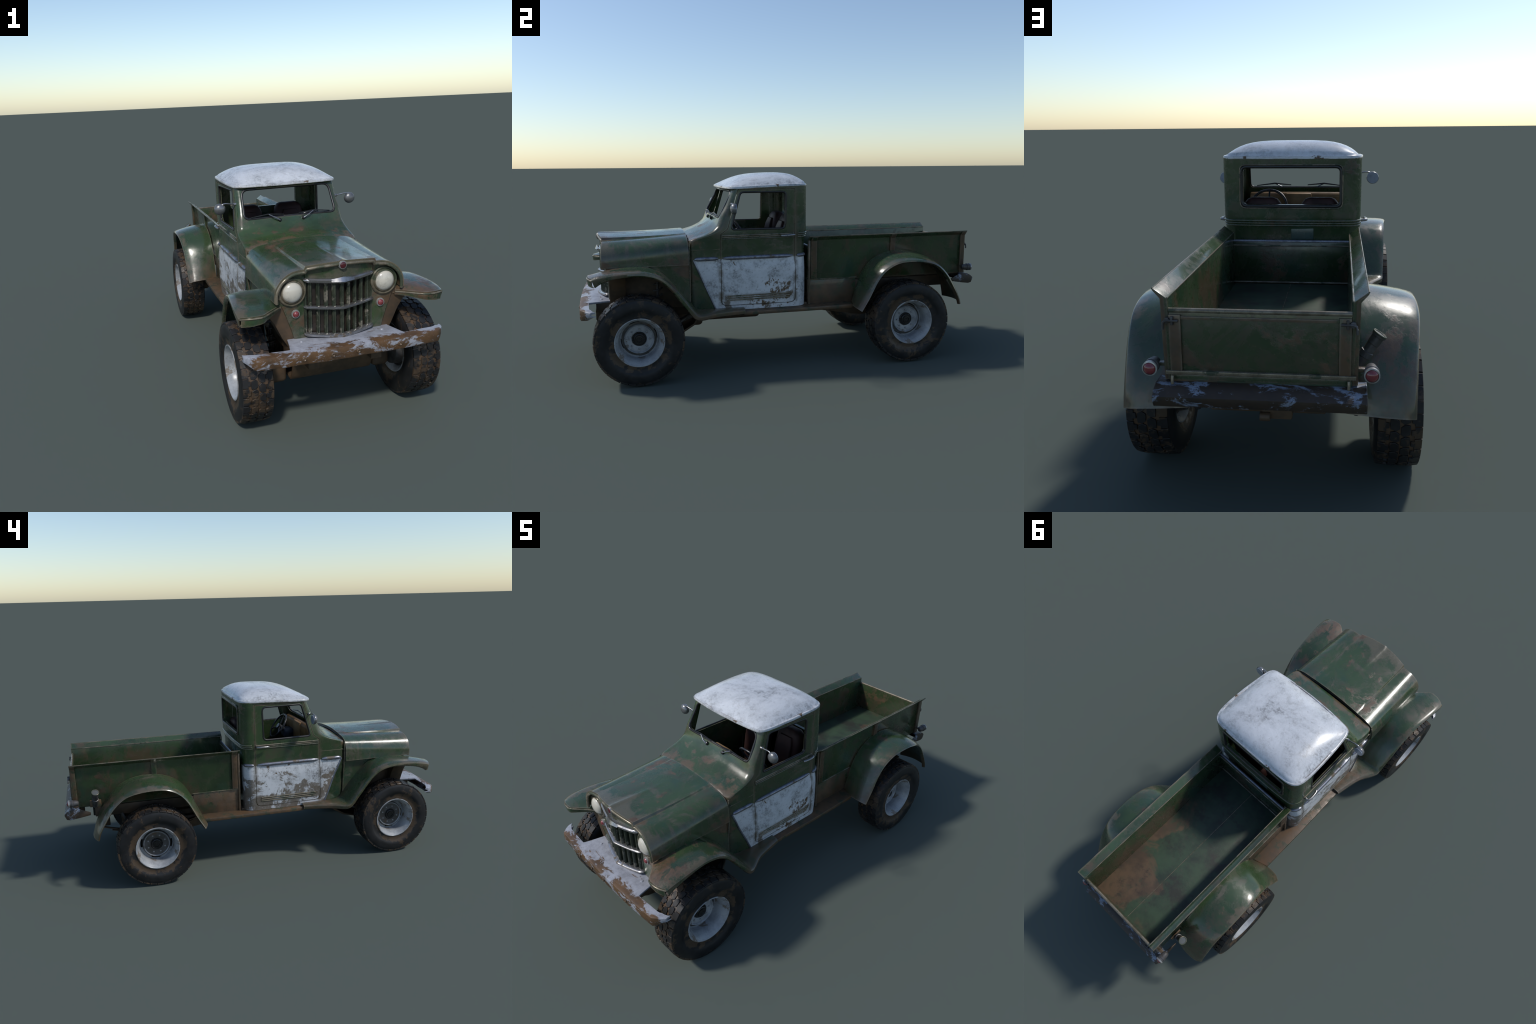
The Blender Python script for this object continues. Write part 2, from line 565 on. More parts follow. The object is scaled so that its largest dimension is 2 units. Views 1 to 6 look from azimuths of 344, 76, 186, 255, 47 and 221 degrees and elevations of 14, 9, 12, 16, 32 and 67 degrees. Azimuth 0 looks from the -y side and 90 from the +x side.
def mat_bed(name):
    n = NT(name)
    x, y, z = n.xyz()
    g = n.mix(n.ramp(n.noise(9, 8, .7), .35, .7), (.040, .070, .040), (.020, .030, .022))
    g = n.mix(n.ramp(n.noise(40, 6, .7), .5, .7, 0, .5), g, (.055, .055, .042))
    fade = n.math('ADD', n.math('MULTIPLY', x, .65), n.math('MULTIPLY', n.math('SUBTRACT', y, .55), .22))
    t = n.math('ADD', n.noise(5.5, 9, .62, dist=.6), fade)
    m = n.math('MULTIPLY', n.ramp(t, .56, .68), n.ramp(n.noise(30, 8, .75), .3, .5, .55, 1))
    c = n.mix(m, g, n.mix(n.ramp(n.noise(11, 7), .4, .65), (.110, .072, .043), (.066, .046, .031)))
    c = n.mix(n.ramp(n.noise(9, 9, .70, loc=(8, 2, 2)), .52, .64, 0, .75), c, (.026, .023, .020))
    n.bump(n.noise(50, 6, .7), .2, .003)
    return n.done(c, .55)

def mat_coated(name, col, rough=.12, coat=.6):
    n = NT(name)
    f = n.noise(30, 6, .7)
    c = n.mix(n.ramp(f, .45, .8), col, tuple(v * .55 for v in col))
    n.b.inputs['Coat Weight'].default_value = coat
    n.b.inputs['Coat Roughness'].default_value = .08
    return n.done(c, rough)

M_GREEN = mat_green('green_paint')
M_HOOD = mat_green('green_hood_paint', dirt=.565, scuff=.56, nose=True)
M_FENDER = mat_green('green_fender_paint', dirt=.572, scuff=.60, mud_lo=.22, mud_hi=.40, lip=True)
M_BEDSIDE = mat_green('green_bed_paint', dirt=.57, scuff=.61, mud_lo=.27, mud_hi=.40, bed=True)
M_CAB = mat_cab('two_tone_cab_paint')
M_ROOF = mat_white('white_roof_paint', .672, .42, .9)
M_WORN = mat_simple('worn_edge', (.22, .19, .14), (.105, .088, .058), .28, .35, 22, .53, (.040, .050, .028))
M_CHROME = mat_simple('aged_chrome', (.36, .355, .36), (.20, .195, .19), .26, .85, 25, .60, (.075, .06, .045), .08)
M_TRIM = mat_simple('trim_metal', (.24, .25, .29), (.14, .145, .17), .30, .7, 30, .58, (.09, .07, .05), .08)
M_BUMPER = mat_bumper('rusty_bumper_paint', .515, .14)
M_RBUMPER = mat_bumper('rusty_channel_paint', .53, .0, (.040, .026, .016), (.022, .016, .012), (.20, .24, .31), (.12, .14, .185))
M_MUD = mat_simple('dried_mud', (.105, .062, .032), (.062, .042, .025), .42, 0, 20, .52, (.036, .040, .022), .6)
M_FRAME = mat_simple('muddy_chassis', (.085, .052, .028), (.045, .030, .018), .6, 0, 12, None, bump=.3)
M_DARK = mat_simple('dark_void', (.014, .013, .012), (.008, .008, .008), .7, 0, 12)
M_RUBBER = mat_simple('black_rubber', (.012, .012, .013), (.020, .019, .018), .35, 0, 20, .62, (.06, .05, .035))
M_TYRE = mat_tyre('muddy_tyre')
M_TREADMUD = mat_simple('tread_groove_mud', (.090, .054, .030), (.050, .032, .020), .42, 0, 16, .60, (.02, .016, .014), .4)
M_RIM = mat_simple('steel_wheel_paint', (.34, .355, .37), (.22, .23, .245), .32, 0, 26, .55, (.15, .125, .10), .15)
M_RIM2 = mat_simple('steel_wheel_disc', (.32, .335, .355), (.20, .21, .225), .34, 0, 30, .55, (.13, .115, .10), .15)
M_HUB = mat_simple('greasy_hub', (.022, .022, .023), (.012, .012, .012), .3, .3, 40, .64, (.05, .04, .03), .2)
M_LENS = mat_coated('frosted_lamp_lens', (.52, .49, .42), .22, .5)
M_RED = mat_coated('red_lens', (.19, .030, .034), .2, .6)
M_SILVER = mat_simple('silver_ring', (.42, .42, .41), (.26, .25, .24), .3, .5, 30)
M_MIRROR = mat_coated('mirror_glass', (.25, .29, .36), .08, 1)
M_BELLMETAL = mat_simple('mirror_shell', (.21, .215, .22), (.14, .142, .146), .3, .6, 24, .62, (.14, .11, .08))
M_SEAT = mat_simple('seat_leather', (.034, .014, .012), (.020, .010, .009), .6, 0, 18, None, bump=.1, spec=.25)
M_TANDASH = mat_simple('ochre_dash', (.26, .145, .05), (.14, .075, .028), .5, 0, 9, .60, (.05, .03, .016), .15)
M_INNER = mat_green('cab_inner_paint', dirt=.60, scuff=.66, edge=False)
M_STEER = mat_simple('steering_plastic', (.02, .022, .028), (.014, .015, .018), .3, 0, 20)
M_BLUE = mat_simple('column_box_paint', (.050, .062, .095), (.032, .04, .06), .4, 0, 14)
M_BED = mat_bed('bed_floor_paint')
M_SPRING = mat_simple('spring_steel', (.10, .10, .105), (.06, .055, .05), .45, .4, 20, .58, MUD2)

# ------------------------------------------------------------------- root
ROOT = bpy.data.objects.new('pickup_truck', None)
bpy.context.collection.objects.link(ROOT)
ROOT.empty_display_size = .2
ROOT["label"] = "weathered dark green vintage pickup truck with white roof and doors"
ROOT["category"] = "pickup truck"

# -------------------------------------------------------------- cab shell
FRONT = [(.27, -.500), (.630, -.500), (.638, -.498), (.644, -.488), (.651, -.462), (.662, -.425), (.680, -.388),
         (.698, -.367), (.718, -.355), (.745, -.345), (.850, -.298), (.880, -.285)]
def front_y(x, z):
    drop = .016 * (x / .22) ** 2 * (1 - smooth(.68, .74, z))
    bow = .012 * (x / .22) ** 2 * smooth(.70, .80, z)
    return interp(FRONT, z + drop) + bow

def half_w(y, z):
    top = smooth(.62, .86, z)
    fwd = max(0.0, min(1.0, (-.02 - y) / .28))
    base = .2525 + .002 * smooth(.60, .66, z) + .0105 * smooth(.545, .46, z) * smooth(-.50, -.36, y) - .006 * smooth(.36, .28, z)
    base -= .011 * smooth(-.37, -.46, y) * smooth(.50, .42, z)
    return base - .020 * top * fwd ** 1.6 + .001 * top

def rear_y(z):
    return .077 + .010 * smooth(.595, .655, z)

RC = .050   # rear corner radius
def section(z):
    """half outline of the cab at height z, rear centre -> front centre"""
    yr = rear_y(z)
    pts = []
    wr = half_w(yr, z)
    for k in range(9):
        pts.append((lerp(0, wr - RC, k / 8), yr - 0.006 * (k / 8) ** 3))
    yr2 = yr - .006
    for k in range(1, 9):
        a = math.pi / 2 * (1 - k / 8)
        pts.append((wr - RC + RC * math.cos(a), yr2 - RC + RC * math.sin(a)))
    rf = .028
    yc = front_y(.235 - rf, z)
    ys0, ys1 = yr2 - RC, yc + rf
    ns = 26
    for k in range(1, ns + 1):
        y = lerp(ys0, ys1, k / ns)
        pts.append((half_w(y, z), y))
    wf = half_w(ys1, z)
    yc2 = front_y(wf - rf, z)
    for k in range(1, 8):
        a = math.pi / 2 * k / 8
        pts.append((wf - rf + rf * math.cos(a), ys1 + (yc2 - ys1) * math.sin(a)))
    for k in range(13):
        x = (wf - rf) * (1 - k / 12)
        pts.append((x, front_y(x, z)))
    return pts

def ring(z):
    h = section(z)
    full = [(x, y, z) for x, y in h] + [(-x, y, z) for x, y in h[-2:0:-1]]
    return full

zs = [.282 + .02 * k for k in range(17)] + [.615, .622, .628, .634, .639, .644, .649, .654, .659, .664, .670, .676, .682,
      .690, .698, .708, .718, .730, .745, .765, .785, .805, .825, .845, .852, .858]
cab_rings = [ring(z) for z in zs]
cab_rings[-1] = [(x, y, .857 + .0125 * smooth(-.28, .0, y)) for x, y, z in cab_rings[-1]]   # top edge follows the roof
shell = loft('cab', cab_rings, M_CAB, angle=40)
inner_rings = []
T = .013
def inset_ring(z, t):
    r = [Vector(p) for p in ring(z)]
    out = []
    n = len(r)
    for i in range(n):
        tan = (r[(i + 1) % n] - r[i - 1]); tan.z = 0
        if tan.length < 1e-6:
            tan = Vector((1, 0, 0))
        tan.normalize()
        nrm = Vector((-tan.y, tan.x, 0))
        out.append(r[i] + nrm * t)
    # orient the offset inward
    c0 = sum((p.x ** 2 + (p.y + .2) ** 2 for p in r)); c1 = sum((p.x ** 2 + (p.y + .2) ** 2 for p in out))
    if c1 > c0:
        out = [r[i] * 2 - out[i] for i in range(n)]
    return [(p.x, p.y, z) for p in out]
def inner_z(z):
    return z
izs = [.300 + .03 * k for k in range(11)] + [.625, .635, .645, .655, .665, .675, .69, .71, .73, .76, .80, .84, .850]
cav = []
for z in izs:
    src = min(z + .010, .858) if .60 < z < .70 else z   # keeps the sloping cowl top thick
    r = inset_ring(src, T)
    cav.append([(p[0], p[1], z) for p in r])
cavity = loft('cavity', cav, M_INNER, angle=40)
boolean(shell, cavity, 'DIFFERENCE')

WIN = [(-.250, .842), (-.300, .668), (-.036, .666), (-.030, .842)]
winp = round_poly(WIN, [.022, .014, .022, .022], 5)
side_cut = prism('cut', winp, 'x', -.4, .4)
boolean(shell, side_cut, 'DIFFERENCE')
REARW = round_poly([(-.176, .702), (.176, .702), (.176, .834), (-.176, .834)], .018, 5)
cut = prism('cut', REARW, 'y', .02, .15)
boolean(shell, cut, 'DIFFERENCE')
WS = round_poly([(-.216, .722), (.216, .722), (.209, .846), (-.209, .846)], [.022, .022, .035, .035], 6)
cut = prism('cut', WS, 'y', -.45, -.235)
boolean(shell, cut, 'DIFFERENCE')

DOOR = [(-.354, .306), (.013, .304), (.013, .856), (-.262, .856), (-.316, .672), (-.350, .648)]
def inset_poly(poly, d):
    cx = sum(p[0] for p in poly) / len(poly); cz = sum(p[1] for p in poly) / len(poly)
    out = []
    n = len(poly)
    for i in range(n):
        a = Vector(poly[i - 1]); b = Vector(poly[i]); c = Vector(poly[(i + 1) % n])
        n1 = (b - a).normalized(); n2 = (c - b).normalized()
        n1 = Vector((-n1.y, n1.x)); n2 = Vector((-n2.y, n2.x))
        m = (n1 + n2).normalized()
        out.append(tuple(b + m * d / max(.3, m.dot(n1))))
    return out
door_r = [.028, .028, .004, .01, .02, .01]
doors = []
for sgn in (1, -1):
    x0, x1 = (.215, .31) if sgn > 0 else (-.31, -.215)
    d = copy_obj(shell, 'door')
    cutd = prism('cut', round_poly(inset_poly(DOOR, .0022), door_r), 'x', x0, x1)
    boolean(d, cutd, 'INTERSECT')
    doors.append(d)
    cutb = prism('cut', round_poly(DOOR, door_r), 'x', x0, x1)
    boolean(shell, cutb, 'DIFFERENCE')
for o in [shell] + doors:
    o.data.materials.clear()
    o.data.materials.append(M_CAB); o.data.materials.append(M_INNER); o.data.materials.append(M_RUBBER)
    # inner skin gets the interior paint
    for p in o.data.polygons:
        c = p.center
        idx = 0
        zc = max(.30, min(.86, c.z))
        # faces well inside the outline are interior
        yf = front_y(c.x, zc)
        inx = abs(c.x) < half_w(c.y, zc) - .009
        iny = yf + .011 < c.y < rear_y(zc) - .008 - (.03 if abs(c.x) > .2 else 0)
        if inx and iny and c.z > .287:
            idx = 1
        p.material_index = idx
    o.data.update()

def surf_x(y, z):
    return half_w(y, z)

# window gaskets
def loop_tube(name, pts3, r, mat, parent, n=8):
    return tube(name, pts3, r, mat, parent, n=n, closed=True)

for d, s in zip(doors, (1, -1)):
    g = [(s * (surf_x(y, z) - .003), y, z) for y, z in winp]
    loop_tube('window_gasket', g, .0055, M_RUBBER, d)
    # raised belt ribs below the window
    for dz, rr in ((.640, .0042), (.632, .0034), (.624, .0034)):
        ys = [lerp(-.343, .009, k / 20) for k in range(21)]
        tube('belt_rib', [(s * (surf_x(y, dz) - .0005), y, dz) for y in ys], rr, M_WORN if dz > .63 else M_GREEN, d, n=8)
    # trim strip
    ys = [lerp(-.343, .001, k / 16) for k in range(17)]
    rr = [.0100 * min(1, .35 + min(k, 16 - k) * .5) for k in range(17)]
    tube('trim_strip', [(s * (surf_x(y, .534) + .0005), y, .534) for y in ys], rr, M_TRIM, d, n=10)
    # pressed ribs low on the door
    for z in (.353, .343, .333):
        ys = [lerp(-.325, -.016, k / 12) for k in range(13)]
        tube('door_rib', [(s * (surf_x(y, z) - .0015), y, z) for y in ys], .0038, M_WORN, d, n=8)
    # handle
    hp = [(s * .254, .004, .634), (s * .272, .004, .636), (s * .277, -.008, .636), (s * .277, -.030, .635), (s * .274, -.050, .634), (s * .270, -.058, .634)]
    tube('door_handle', catmull(hp, 4), .0052, M_CHROME, d, n=10, sy=1.2)

# trim, ribs and seams on the cab body itself
for s in (1, -1):
    pts = [(-.474, .533), (-.468, .534)] + [(lerp(-.46, -.364, k / 6), .534) for k in range(7)]
    rr = [.0055, .008] + [.0100] * 6 + [.005]
    tube('trim_strip', [(s * (surf_x(y, z) + .0005), y, z) for y, z in pts], rr, M_TRIM, shell, n=10)
    dg_ = [(lerp(-.480, -.381, k / 12), lerp(.530, .296, k / 12)) for k in range(13)]
    tube('trim_strip', [(s * (surf_x(y, z) + .0005), y, z) for y, z in dg_], .0045, M_TRIM, shell, n=8)
    sec = [p for p in section(.534) if p[1] > .018 and p[0] > .215]
    sec = [p for p in sec if p[1] > .020]
    tube('trim_strip', [(s * (p[0] + .0005), p[1], .534) for p in sec], [.005] + [.0092] * (len(sec) - 2) + [.005], M_TRIM, shell, n=10)
    # vertical joint between cowl and wing
    tube('body_seam', [(s * (surf_x(-.496, z) + .0002), -.4965, z) for z in (.30, .40, .50, .58, .615)], .0032, M_WORN, shell, n=8)
    tube('body_seam', [(s * (surf_x(y, .578) - .0012), y, .578) for y in (-.49, -.45, -.40, -.356)], .002, M_WORN, shell, n=6)
for dz, rr in ((.642, .0042), (.633, .0034), (.624, .0034)):
    h = [p for p in section(dz) if p[1] > .016]
    full = [(x, y, dz) for x, y in h[::-1]] + [(-x, y, dz) for x, y in h[1:]]
    tube('belt_rib', full, rr, M_GREEN, shell, n=8)

loop_tube('window_gasket', [(x, rear_y(z) + .001 - .006 * (abs(x) / .2) ** 3, z) for x, z in round_poly([(-.181, .696), (.181, .696), (.181, .839), (-.181, .839)], .02, 5)], .006, M_RUBBER, shell)
loop_tube('window_gasket', [(x, rear_y(z) + .003 - .006 * (abs(x) / .2) ** 3, z) for x, z in round_poly([(-.187, .689), (.187, .689), (.187, .846), (-.187, .846)], .022, 5)], .0028, M_WORN, shell)
loop_tube('window_gasket', [(x, front_y(x, z) + .003, z) for x, z in WS], .0058, M_RUBBER, shell)

# ---------------------------------------------------------------- roof
def roof_outline(n_side=14):
    fy0 = -.305
    half = []
    # rear centre -> rear corner -> side -> front corner -> front centre
    pts = [(0, .086), (.10, .085), (.19, .081), (.226, .071), (.246, .048), (.2545, .005), (.2555, -.06), (.2535, -.13), (.249, -.19),
           (.243, -.245), (.237, -.275), (.222, -.295), (.19, -.303), (.10, -.311), (0, -.314)]
    return catmull(pts, 4)
def roof_z(x, y):
    return 0
half = roof_outline()
outline = [(x, y) for x, y in half] + [(-x, y) for x, y in half[-2:0:-1]]
def edge_z(y):
    return lerp(.876, .866, smooth(.0, -.30, y))
cy = -.115
rows = []
def dome(x, y, k):
    """k = 0 centre .. 1 rim, along the ray from the centre of the roof to the outline"""
    return 0
def roof_h(x, y):
    u = min(1, abs(x) / .246)
    hx = (1 - u ** 4) ** .85
    t = (y + .112) / (.196 if y > -.112 else .193)
    t = max(-1, min(1, t))
    hy = (1 - t ** 5) ** .8 if t > 0 else (1 - abs(t) ** 2.4) ** .9
    return .055 * hx * hy
rings_r = []
for k in (1.018, 1.020, 1.012, 1.0, .985, .97, .94, .9, .85, .78, .7, .6, .48, .34, .18, .05):
    ringp = []
    for (x, y) in outline:
        kk = k
        px, py = x * kk, cy + (y - cy) * kk
        z = edge_z(py) + roof_h(px, py)
        ringp.append([px, py, z])
    rings_r.append(ringp)
for j in range(len(outline)):
    e = edge_z(rings_r[0][j][1])
    rings_r[0][j][2] = e - .009
    rings_r[1][j][2] = e - .002
    rings_r[2][j][2] = e + .001
    rings_r[3][j][2] = e + .001
    rings_r[4][j][2] = max(e + .003, e + .5 * (rings_r[4][j][2] - e))
under = [[(x * 1.0), cy + (y - cy) * 1.0, edge_z(y) - .009] for x, y in outline]
under2 = [[(x * .05), cy + (y - cy) * .05, .860] for x, y in outline]
roof = loft('roof', [under2, under] + rings_r, M_ROOF, angle=45)

# ---------------------------------------------------------------- hood
HF = [(0, .640), (.05, .638), (.10, .634), (.133, .630), (.1385, .6175), (.165, .6160), (.190, .612), (.213, .601), (.232, .585), (.246, .563), (.252, .540), (.252, .512)]
HR = [(0, .646), (.05, .645), (.10, .641), (.140, .637), (.1455, .6345), (.170, .632), (.192, .629), (.213, .623), (.233, .613), (.246, .595), (.252, .570), (.2545, .510)]
HY0, HY1 = -.886, -.5025
def hood_sec(t):
    crown = -.004 * math.sin(math.pi * t)
    base = [(lerp(a[0], b[0], t), lerp(a[1], b[1], t) + crown * (1 - min(1, i / 9))) for i, (a, b) in enumerate(zip(HF, HR))]
    inner = catmull(base[:4], 5)
    outer = catmull(base[4:], 5)
    pts = inner + outer
    # centre crease fading to the rear
    amp = .0035 * (1 - smooth(.0, .75, t))
    return [(x, z + amp * max(0, 1 - x / .016)) for x, z in pts]
rows = []
NT_H = 26
for i in range(NT_H + 1):
    t = i / NT_H
    half = hood_sec(t)
    row = []
    def yy(x):
        nose = .022 * max(0, 1 - (x / .15) ** 2) * (1 - t) ** 1.5
        flare = -.006 * smooth(.15, .25, x) * (1 - t)
        return lerp(HY0, HY1, t) - nose + flare
    L = [(-x, yy(x), z) for x, z in half[::-1]]
    R = [(x, yy(x), z) for x, z in half[1:]]
    rows.append(L + R)
hood = sheet('hood', rows, M_HOOD, .009, angle=28, flip=True)
front_edge = rows[0]
lip = [(x, y + .002, z - .004) for x, y, z in front_edge]
tube('hood_lip', lip, .0062, M_WORN, hood, n=10)
# side and panel seams
for s in (1, -1):
    pts = []
    for i in range(0, NT_H + 1, 2):
        t = i / NT_H
        h = hood_sec(t)[16]
        pts.append((s * (h[0] - .001), lerp(HY0, HY1, t) - .0, h[1] - .0035))
    tube('hood_seam', pts, [.0036 * (1 - .55 * k / (len(pts) - 1)) for k in range(len(pts))], M_WORN, hood, n=8)
for s in (1, -1):
    pts = []
    for i in range(0, NT_H + 1, 2):
        t = i / NT_H
        hs = hood_sec(t)
        h = min(hs, key=lambda q: abs(q[1] - lerp(.583, .590, t)) + (0 if q[0] > .2 else 9))
        pts.append((s * (h[0] - .0008), lerp(HY0, HY1, t), h[1]))
    tube('hood_seam', pts, .0019, M_WORN, hood, n=6)
tube('hood_seam', [(x, y + .001, z - .003) for x, y, z in rows[-1]], .0032, M_RUBBER, hood, n=6)
badge = revolve('hood_badge', [(0, .0165), (-.006, .0165), (-.010, .0145), (-.0105, .0125), (-.0085, .0118)], M_SILVER, None, 28, 'y', (0, -.903, .632))
revolve('badge_lens', [(0.0, .0118), (-.0105, .0118), (-.0125, .009), (-.0133, .004), (-.0135, .0005)], mat_coated('dull_red_badge', (.075, .012, .016), .25, .4), badge, 24, 'y', (0, -.903, .632))

M_RADIATOR = mat_simple('radiator_dark', (.030, .022, .018), (.012, .011, .010), .35, 0, 18)
M_FASCIA = mat_green('worn_front_paint', dirt=.58, scuff=.47)
# ---------------------------------------------------------- front fascia
FP = [(0, .330), (.170, .330), (.180, .352), (.190, .385), (.205, .430), (.220, .470), (.234, .500), (.246, .530), (.245, .562), (.232, .586), (.212, .602), (.188, .612),
      (.150, .618), (.1, .626), (0, .632)]
poly = FP + [(-x, z) for x, z in FP[-2:0:-1]]
fascia = prism('front_panel', poly, 'y', -.868, -.79, M_FASCIA)
hole = prism('cut', round_poly([(-.136, .366), (.136, .366), (.138, .584), (-.138, .584)], .006, 3), 'y', -.90, -.7)
boolean(fascia, hole, 'DIFFERENCE')
bevel(fascia, .007, 3, 40)
rad = []
for k in range(13):
    x = lerp(-.136, .136, k / 12)
    yv = -.850 - .034 * (1 - abs(x) / .136)
    rad.append([(x, yv, .35), (x, yv, .47), (x, yv, .595)])
sheet('radiator', rad, M_RADIATOR, .008, fascia, offset=0)
# central nose above the grille, following the hood point
nose_rows = []
for k in range(13):
    x = lerp(-.134, .134, k / 12)
    yv = -.868 - .028 * (1 - abs(x) / .134)
    nose_rows.append([(x, yv, .574), (x, yv - .002, .60), (x, yv - .001, .634 - .012 * (abs(x) / .134) ** 2)])
sheet('nose_panel', nose_rows, M_FASCIA, .01, fascia, offset=0)

def vee(x, end=-.870, mid=-.908):
    return end + (mid - end) * max(0, 1 - abs(x) / .138) ** .85

def grille_bar(zc, drop, h, d, wide=.142):
    ringsb = []
    n = 29
    for k in range(n):
        x = lerp(-wide, wide, k / (n - 1))
        e = abs(x) / wide
        f = min(1, .35 + (1 - e) * 9)
        yv = vee(x) - .002
        zz = zc + drop * e ** 1.6
        hh, dd = h * f * (1.0 if drop == 0 else 1), d * f
        ringsb.append([(x, yv + .012, zz + hh), (x, yv - dd * .5, zz + hh), (x, yv - dd, zz + hh * .45), (x, yv - dd, zz - hh * .45), (x, yv - dd * .5, zz - hh), (x, yv + .012, zz - hh)])
    return loft('grille_bar', ringsb, M_CHROME, fascia, True, True, 40)
grille_bar(.572, .009, .0085, .011)
grille_bar(.467, .009, .0058, .008)
grille_bar(.357, .012, .0075, .011)
# widow's peak in the middle of the top bar
pk = [[(lerp(-.045, .045, k / 8), vee(lerp(-.045, .045, k / 8)) - .006, .578 + .010 * (1 - abs(k - 4) / 4)),
       (lerp(-.045, .045, k / 8), vee(lerp(-.045, .045, k / 8)) - .014, .570)] for k in range(9)]
sheet('grille_peak', pk, M_CHROME, .008, fascia, offset=0)

# pressed vertical slats
def slat(x, parent):
    ym = vee(x)
    w = .0070
    rr = []
    for z in (.362, .372, .40, .46, .468, .476, .52, .565, .574):
        a = .85 if z in (.362, .574) else 1
        dpt = .020
        sect = [(-w, .004), (-w, -.002), (-w * .6, -.006), (0, -.0035), (w * .6, -.006), (w, -.002), (w, .004), (w * .5, dpt), (-w * .5, dpt)]
        zz = z + .010 * (abs(x) / .138) ** 1.6
        rr.append([(x + px * a, ym + .008 + py * a, zz) for px, py in sect])
    return loft('grille_slat', rr, M_WORNGREEN, parent, True, True, 50)
M_WORNGREEN = mat_simple('worn_slat_paint', (.055, .062, .045), (.022, .030, .020), .25, .1, 26, .54, (.16, .145, .115))
for i in range(-4, 5):
    slat(i * .029, fascia)
for x in (-.134, .134):
    slat(x, fascia)
for z in ():
    tube('grille_rod', [(lerp(-.132, .132, k / 12), vee(lerp(-.132, .132, k / 12)) + .022, z + .008 * (abs(k - 6) / 6) ** 1.6) for k in range(13)], .008, M_SPRING, fascia, n=10)

for s in (1, -1):
    o = (s * .187, -.866, .541)
    bz = revolve('headlight', [(.01, .050), (-.002, .0555), (-.008, .0555), (-.012, .052), (-.0115, .0475), (-.009, .0455), (-.011, .0435), (-.0145, .0425), (-.016, .040), (-.012, .0375)],
                 M_WORN, None, 48, 'y', o)
    revolve('headlight_lens', [(-.008, .0395), (-.014, .0388), (-.020, .0345), (-.0255, .026), (-.0285, .016), (-.030, .007), (-.0303, .0005)], M_LENS, bz, 48, 'y', o)
    o2 = (s * .1735, -.866, .453)
    pl = revolve('parking_light', [(.004, .017), (-.004, .0170), (-.008, .0155), (-.0085, .0125)], M_SILVER, None, 28, 'y', o2)
    revolve('parking_light_lens', [(-.004, .0125), (-.0085, .0122), (-.0125, .0095), (-.0148, .005), (-.0155, .0005)], M_RED, pl, 24, 'y', o2)

# ------------------------------------------------------------- engine bay
for s_ in (1, -1):
    prism('inner_wing', [(s_ * .15, .325), (s_ * .205, .325), (s_ * .226, .36), (s_ * .254, .42), (s_ * .278, .455), (s_ * .305, .476), (s_ * .335, .490), (s_ * .15, .498)], 'y', -.862, -.79, M_FRAME, None, .002)
bay = box('engine_bay', -.205, .205, -.80, -.498, .30, .52, M_FRAME, None, .004)
for s in (1, -1):
    # wing side panel below the hood, behind the fender crown
    v = [(-.868, .40), (-.868, .515), (-.50, .515), (-.50, .288), (-.47, .288), (-.485, .30), (-.52, .345), (-.56, .405), (-.60, .452), (-.64, .485), (-.69, .502), (-.78, .508), (-.85, .500), (-.866, .46)]
    p = prism('wing_panel', [(-.866, .48), (-.866, .516), (-.495, .516), (-.495, .29), (-.478, .29), (-.495, .322), (-.53, .368), (-.565, .410), (-.605, .452), (-.64, .482), (-.685, .498), (-.73, .504), (-.82, .501)], 'x', s * .228, s * .2440, M_FENDER)

# -------------------------------------------------------------- fenders
def fender(name, inner, outer, fl, per=6, edge_fn=None, nx=12, crown=.01, thick=.006, edge_taper=0.0):
    """inner / outer: matching 3D stations; fl: flange depth per station"""
    I = catmull(inner, per); O = catmull(outer, per)
    F = [f[0] for f in catmull([(f, 0) for f in fl], per)]
    rows = []
    m = len(I)
    prev = None
    for i in range(m):
        a, b = Vector(I[i]), Vector(O[i])
        t = Vector(O[min(i + 1, m - 1)]) - Vector(O[max(i - 1, 0)])
        t.x = 0
        t.normalize()
        down = Vector((0, t.z, -t.y))
        if down.dot(Vector((0, 0, -1))) < 0 and abs(t.y) > .25:
            down = -down
        if prev and down.dot(prev) < 0:
            down = -down
        prev = down
        row = []
        cr = crown(i / (m - 1)) if callable(crown) else crown
        for k in range(nx + 1):
            u = k / nx
            p = a.lerp(b, u)
            bulge = cr * (math.sin(math.pi * min(1, u * 1.0)) * .8 + .2 * u)
            bulge -= cr * .5 * max(0, (u - .85) / .15) ** 2
            p = p - down * bulge * 1.0
            if edge_fn:
                p = edge_fn(p, i / (m - 1), u)
            row.append(p)
        last = row[-1].copy()
        f = F[i]
        nrm = Vector((1, 0, 0))
        row.append(last + nrm * .0035 + down * min(.003, f * .4))
        row.append(last + nrm * .0042 + down * min(.008, f * .65))
        row.append(last + nrm * .003 + down * (f * .85))
        row.append(last - nrm * .000 + down * f)
        row.append(last - nrm * .006 + down * (f + .001))
        rows.append([tuple(p) for p in row])
    return rows

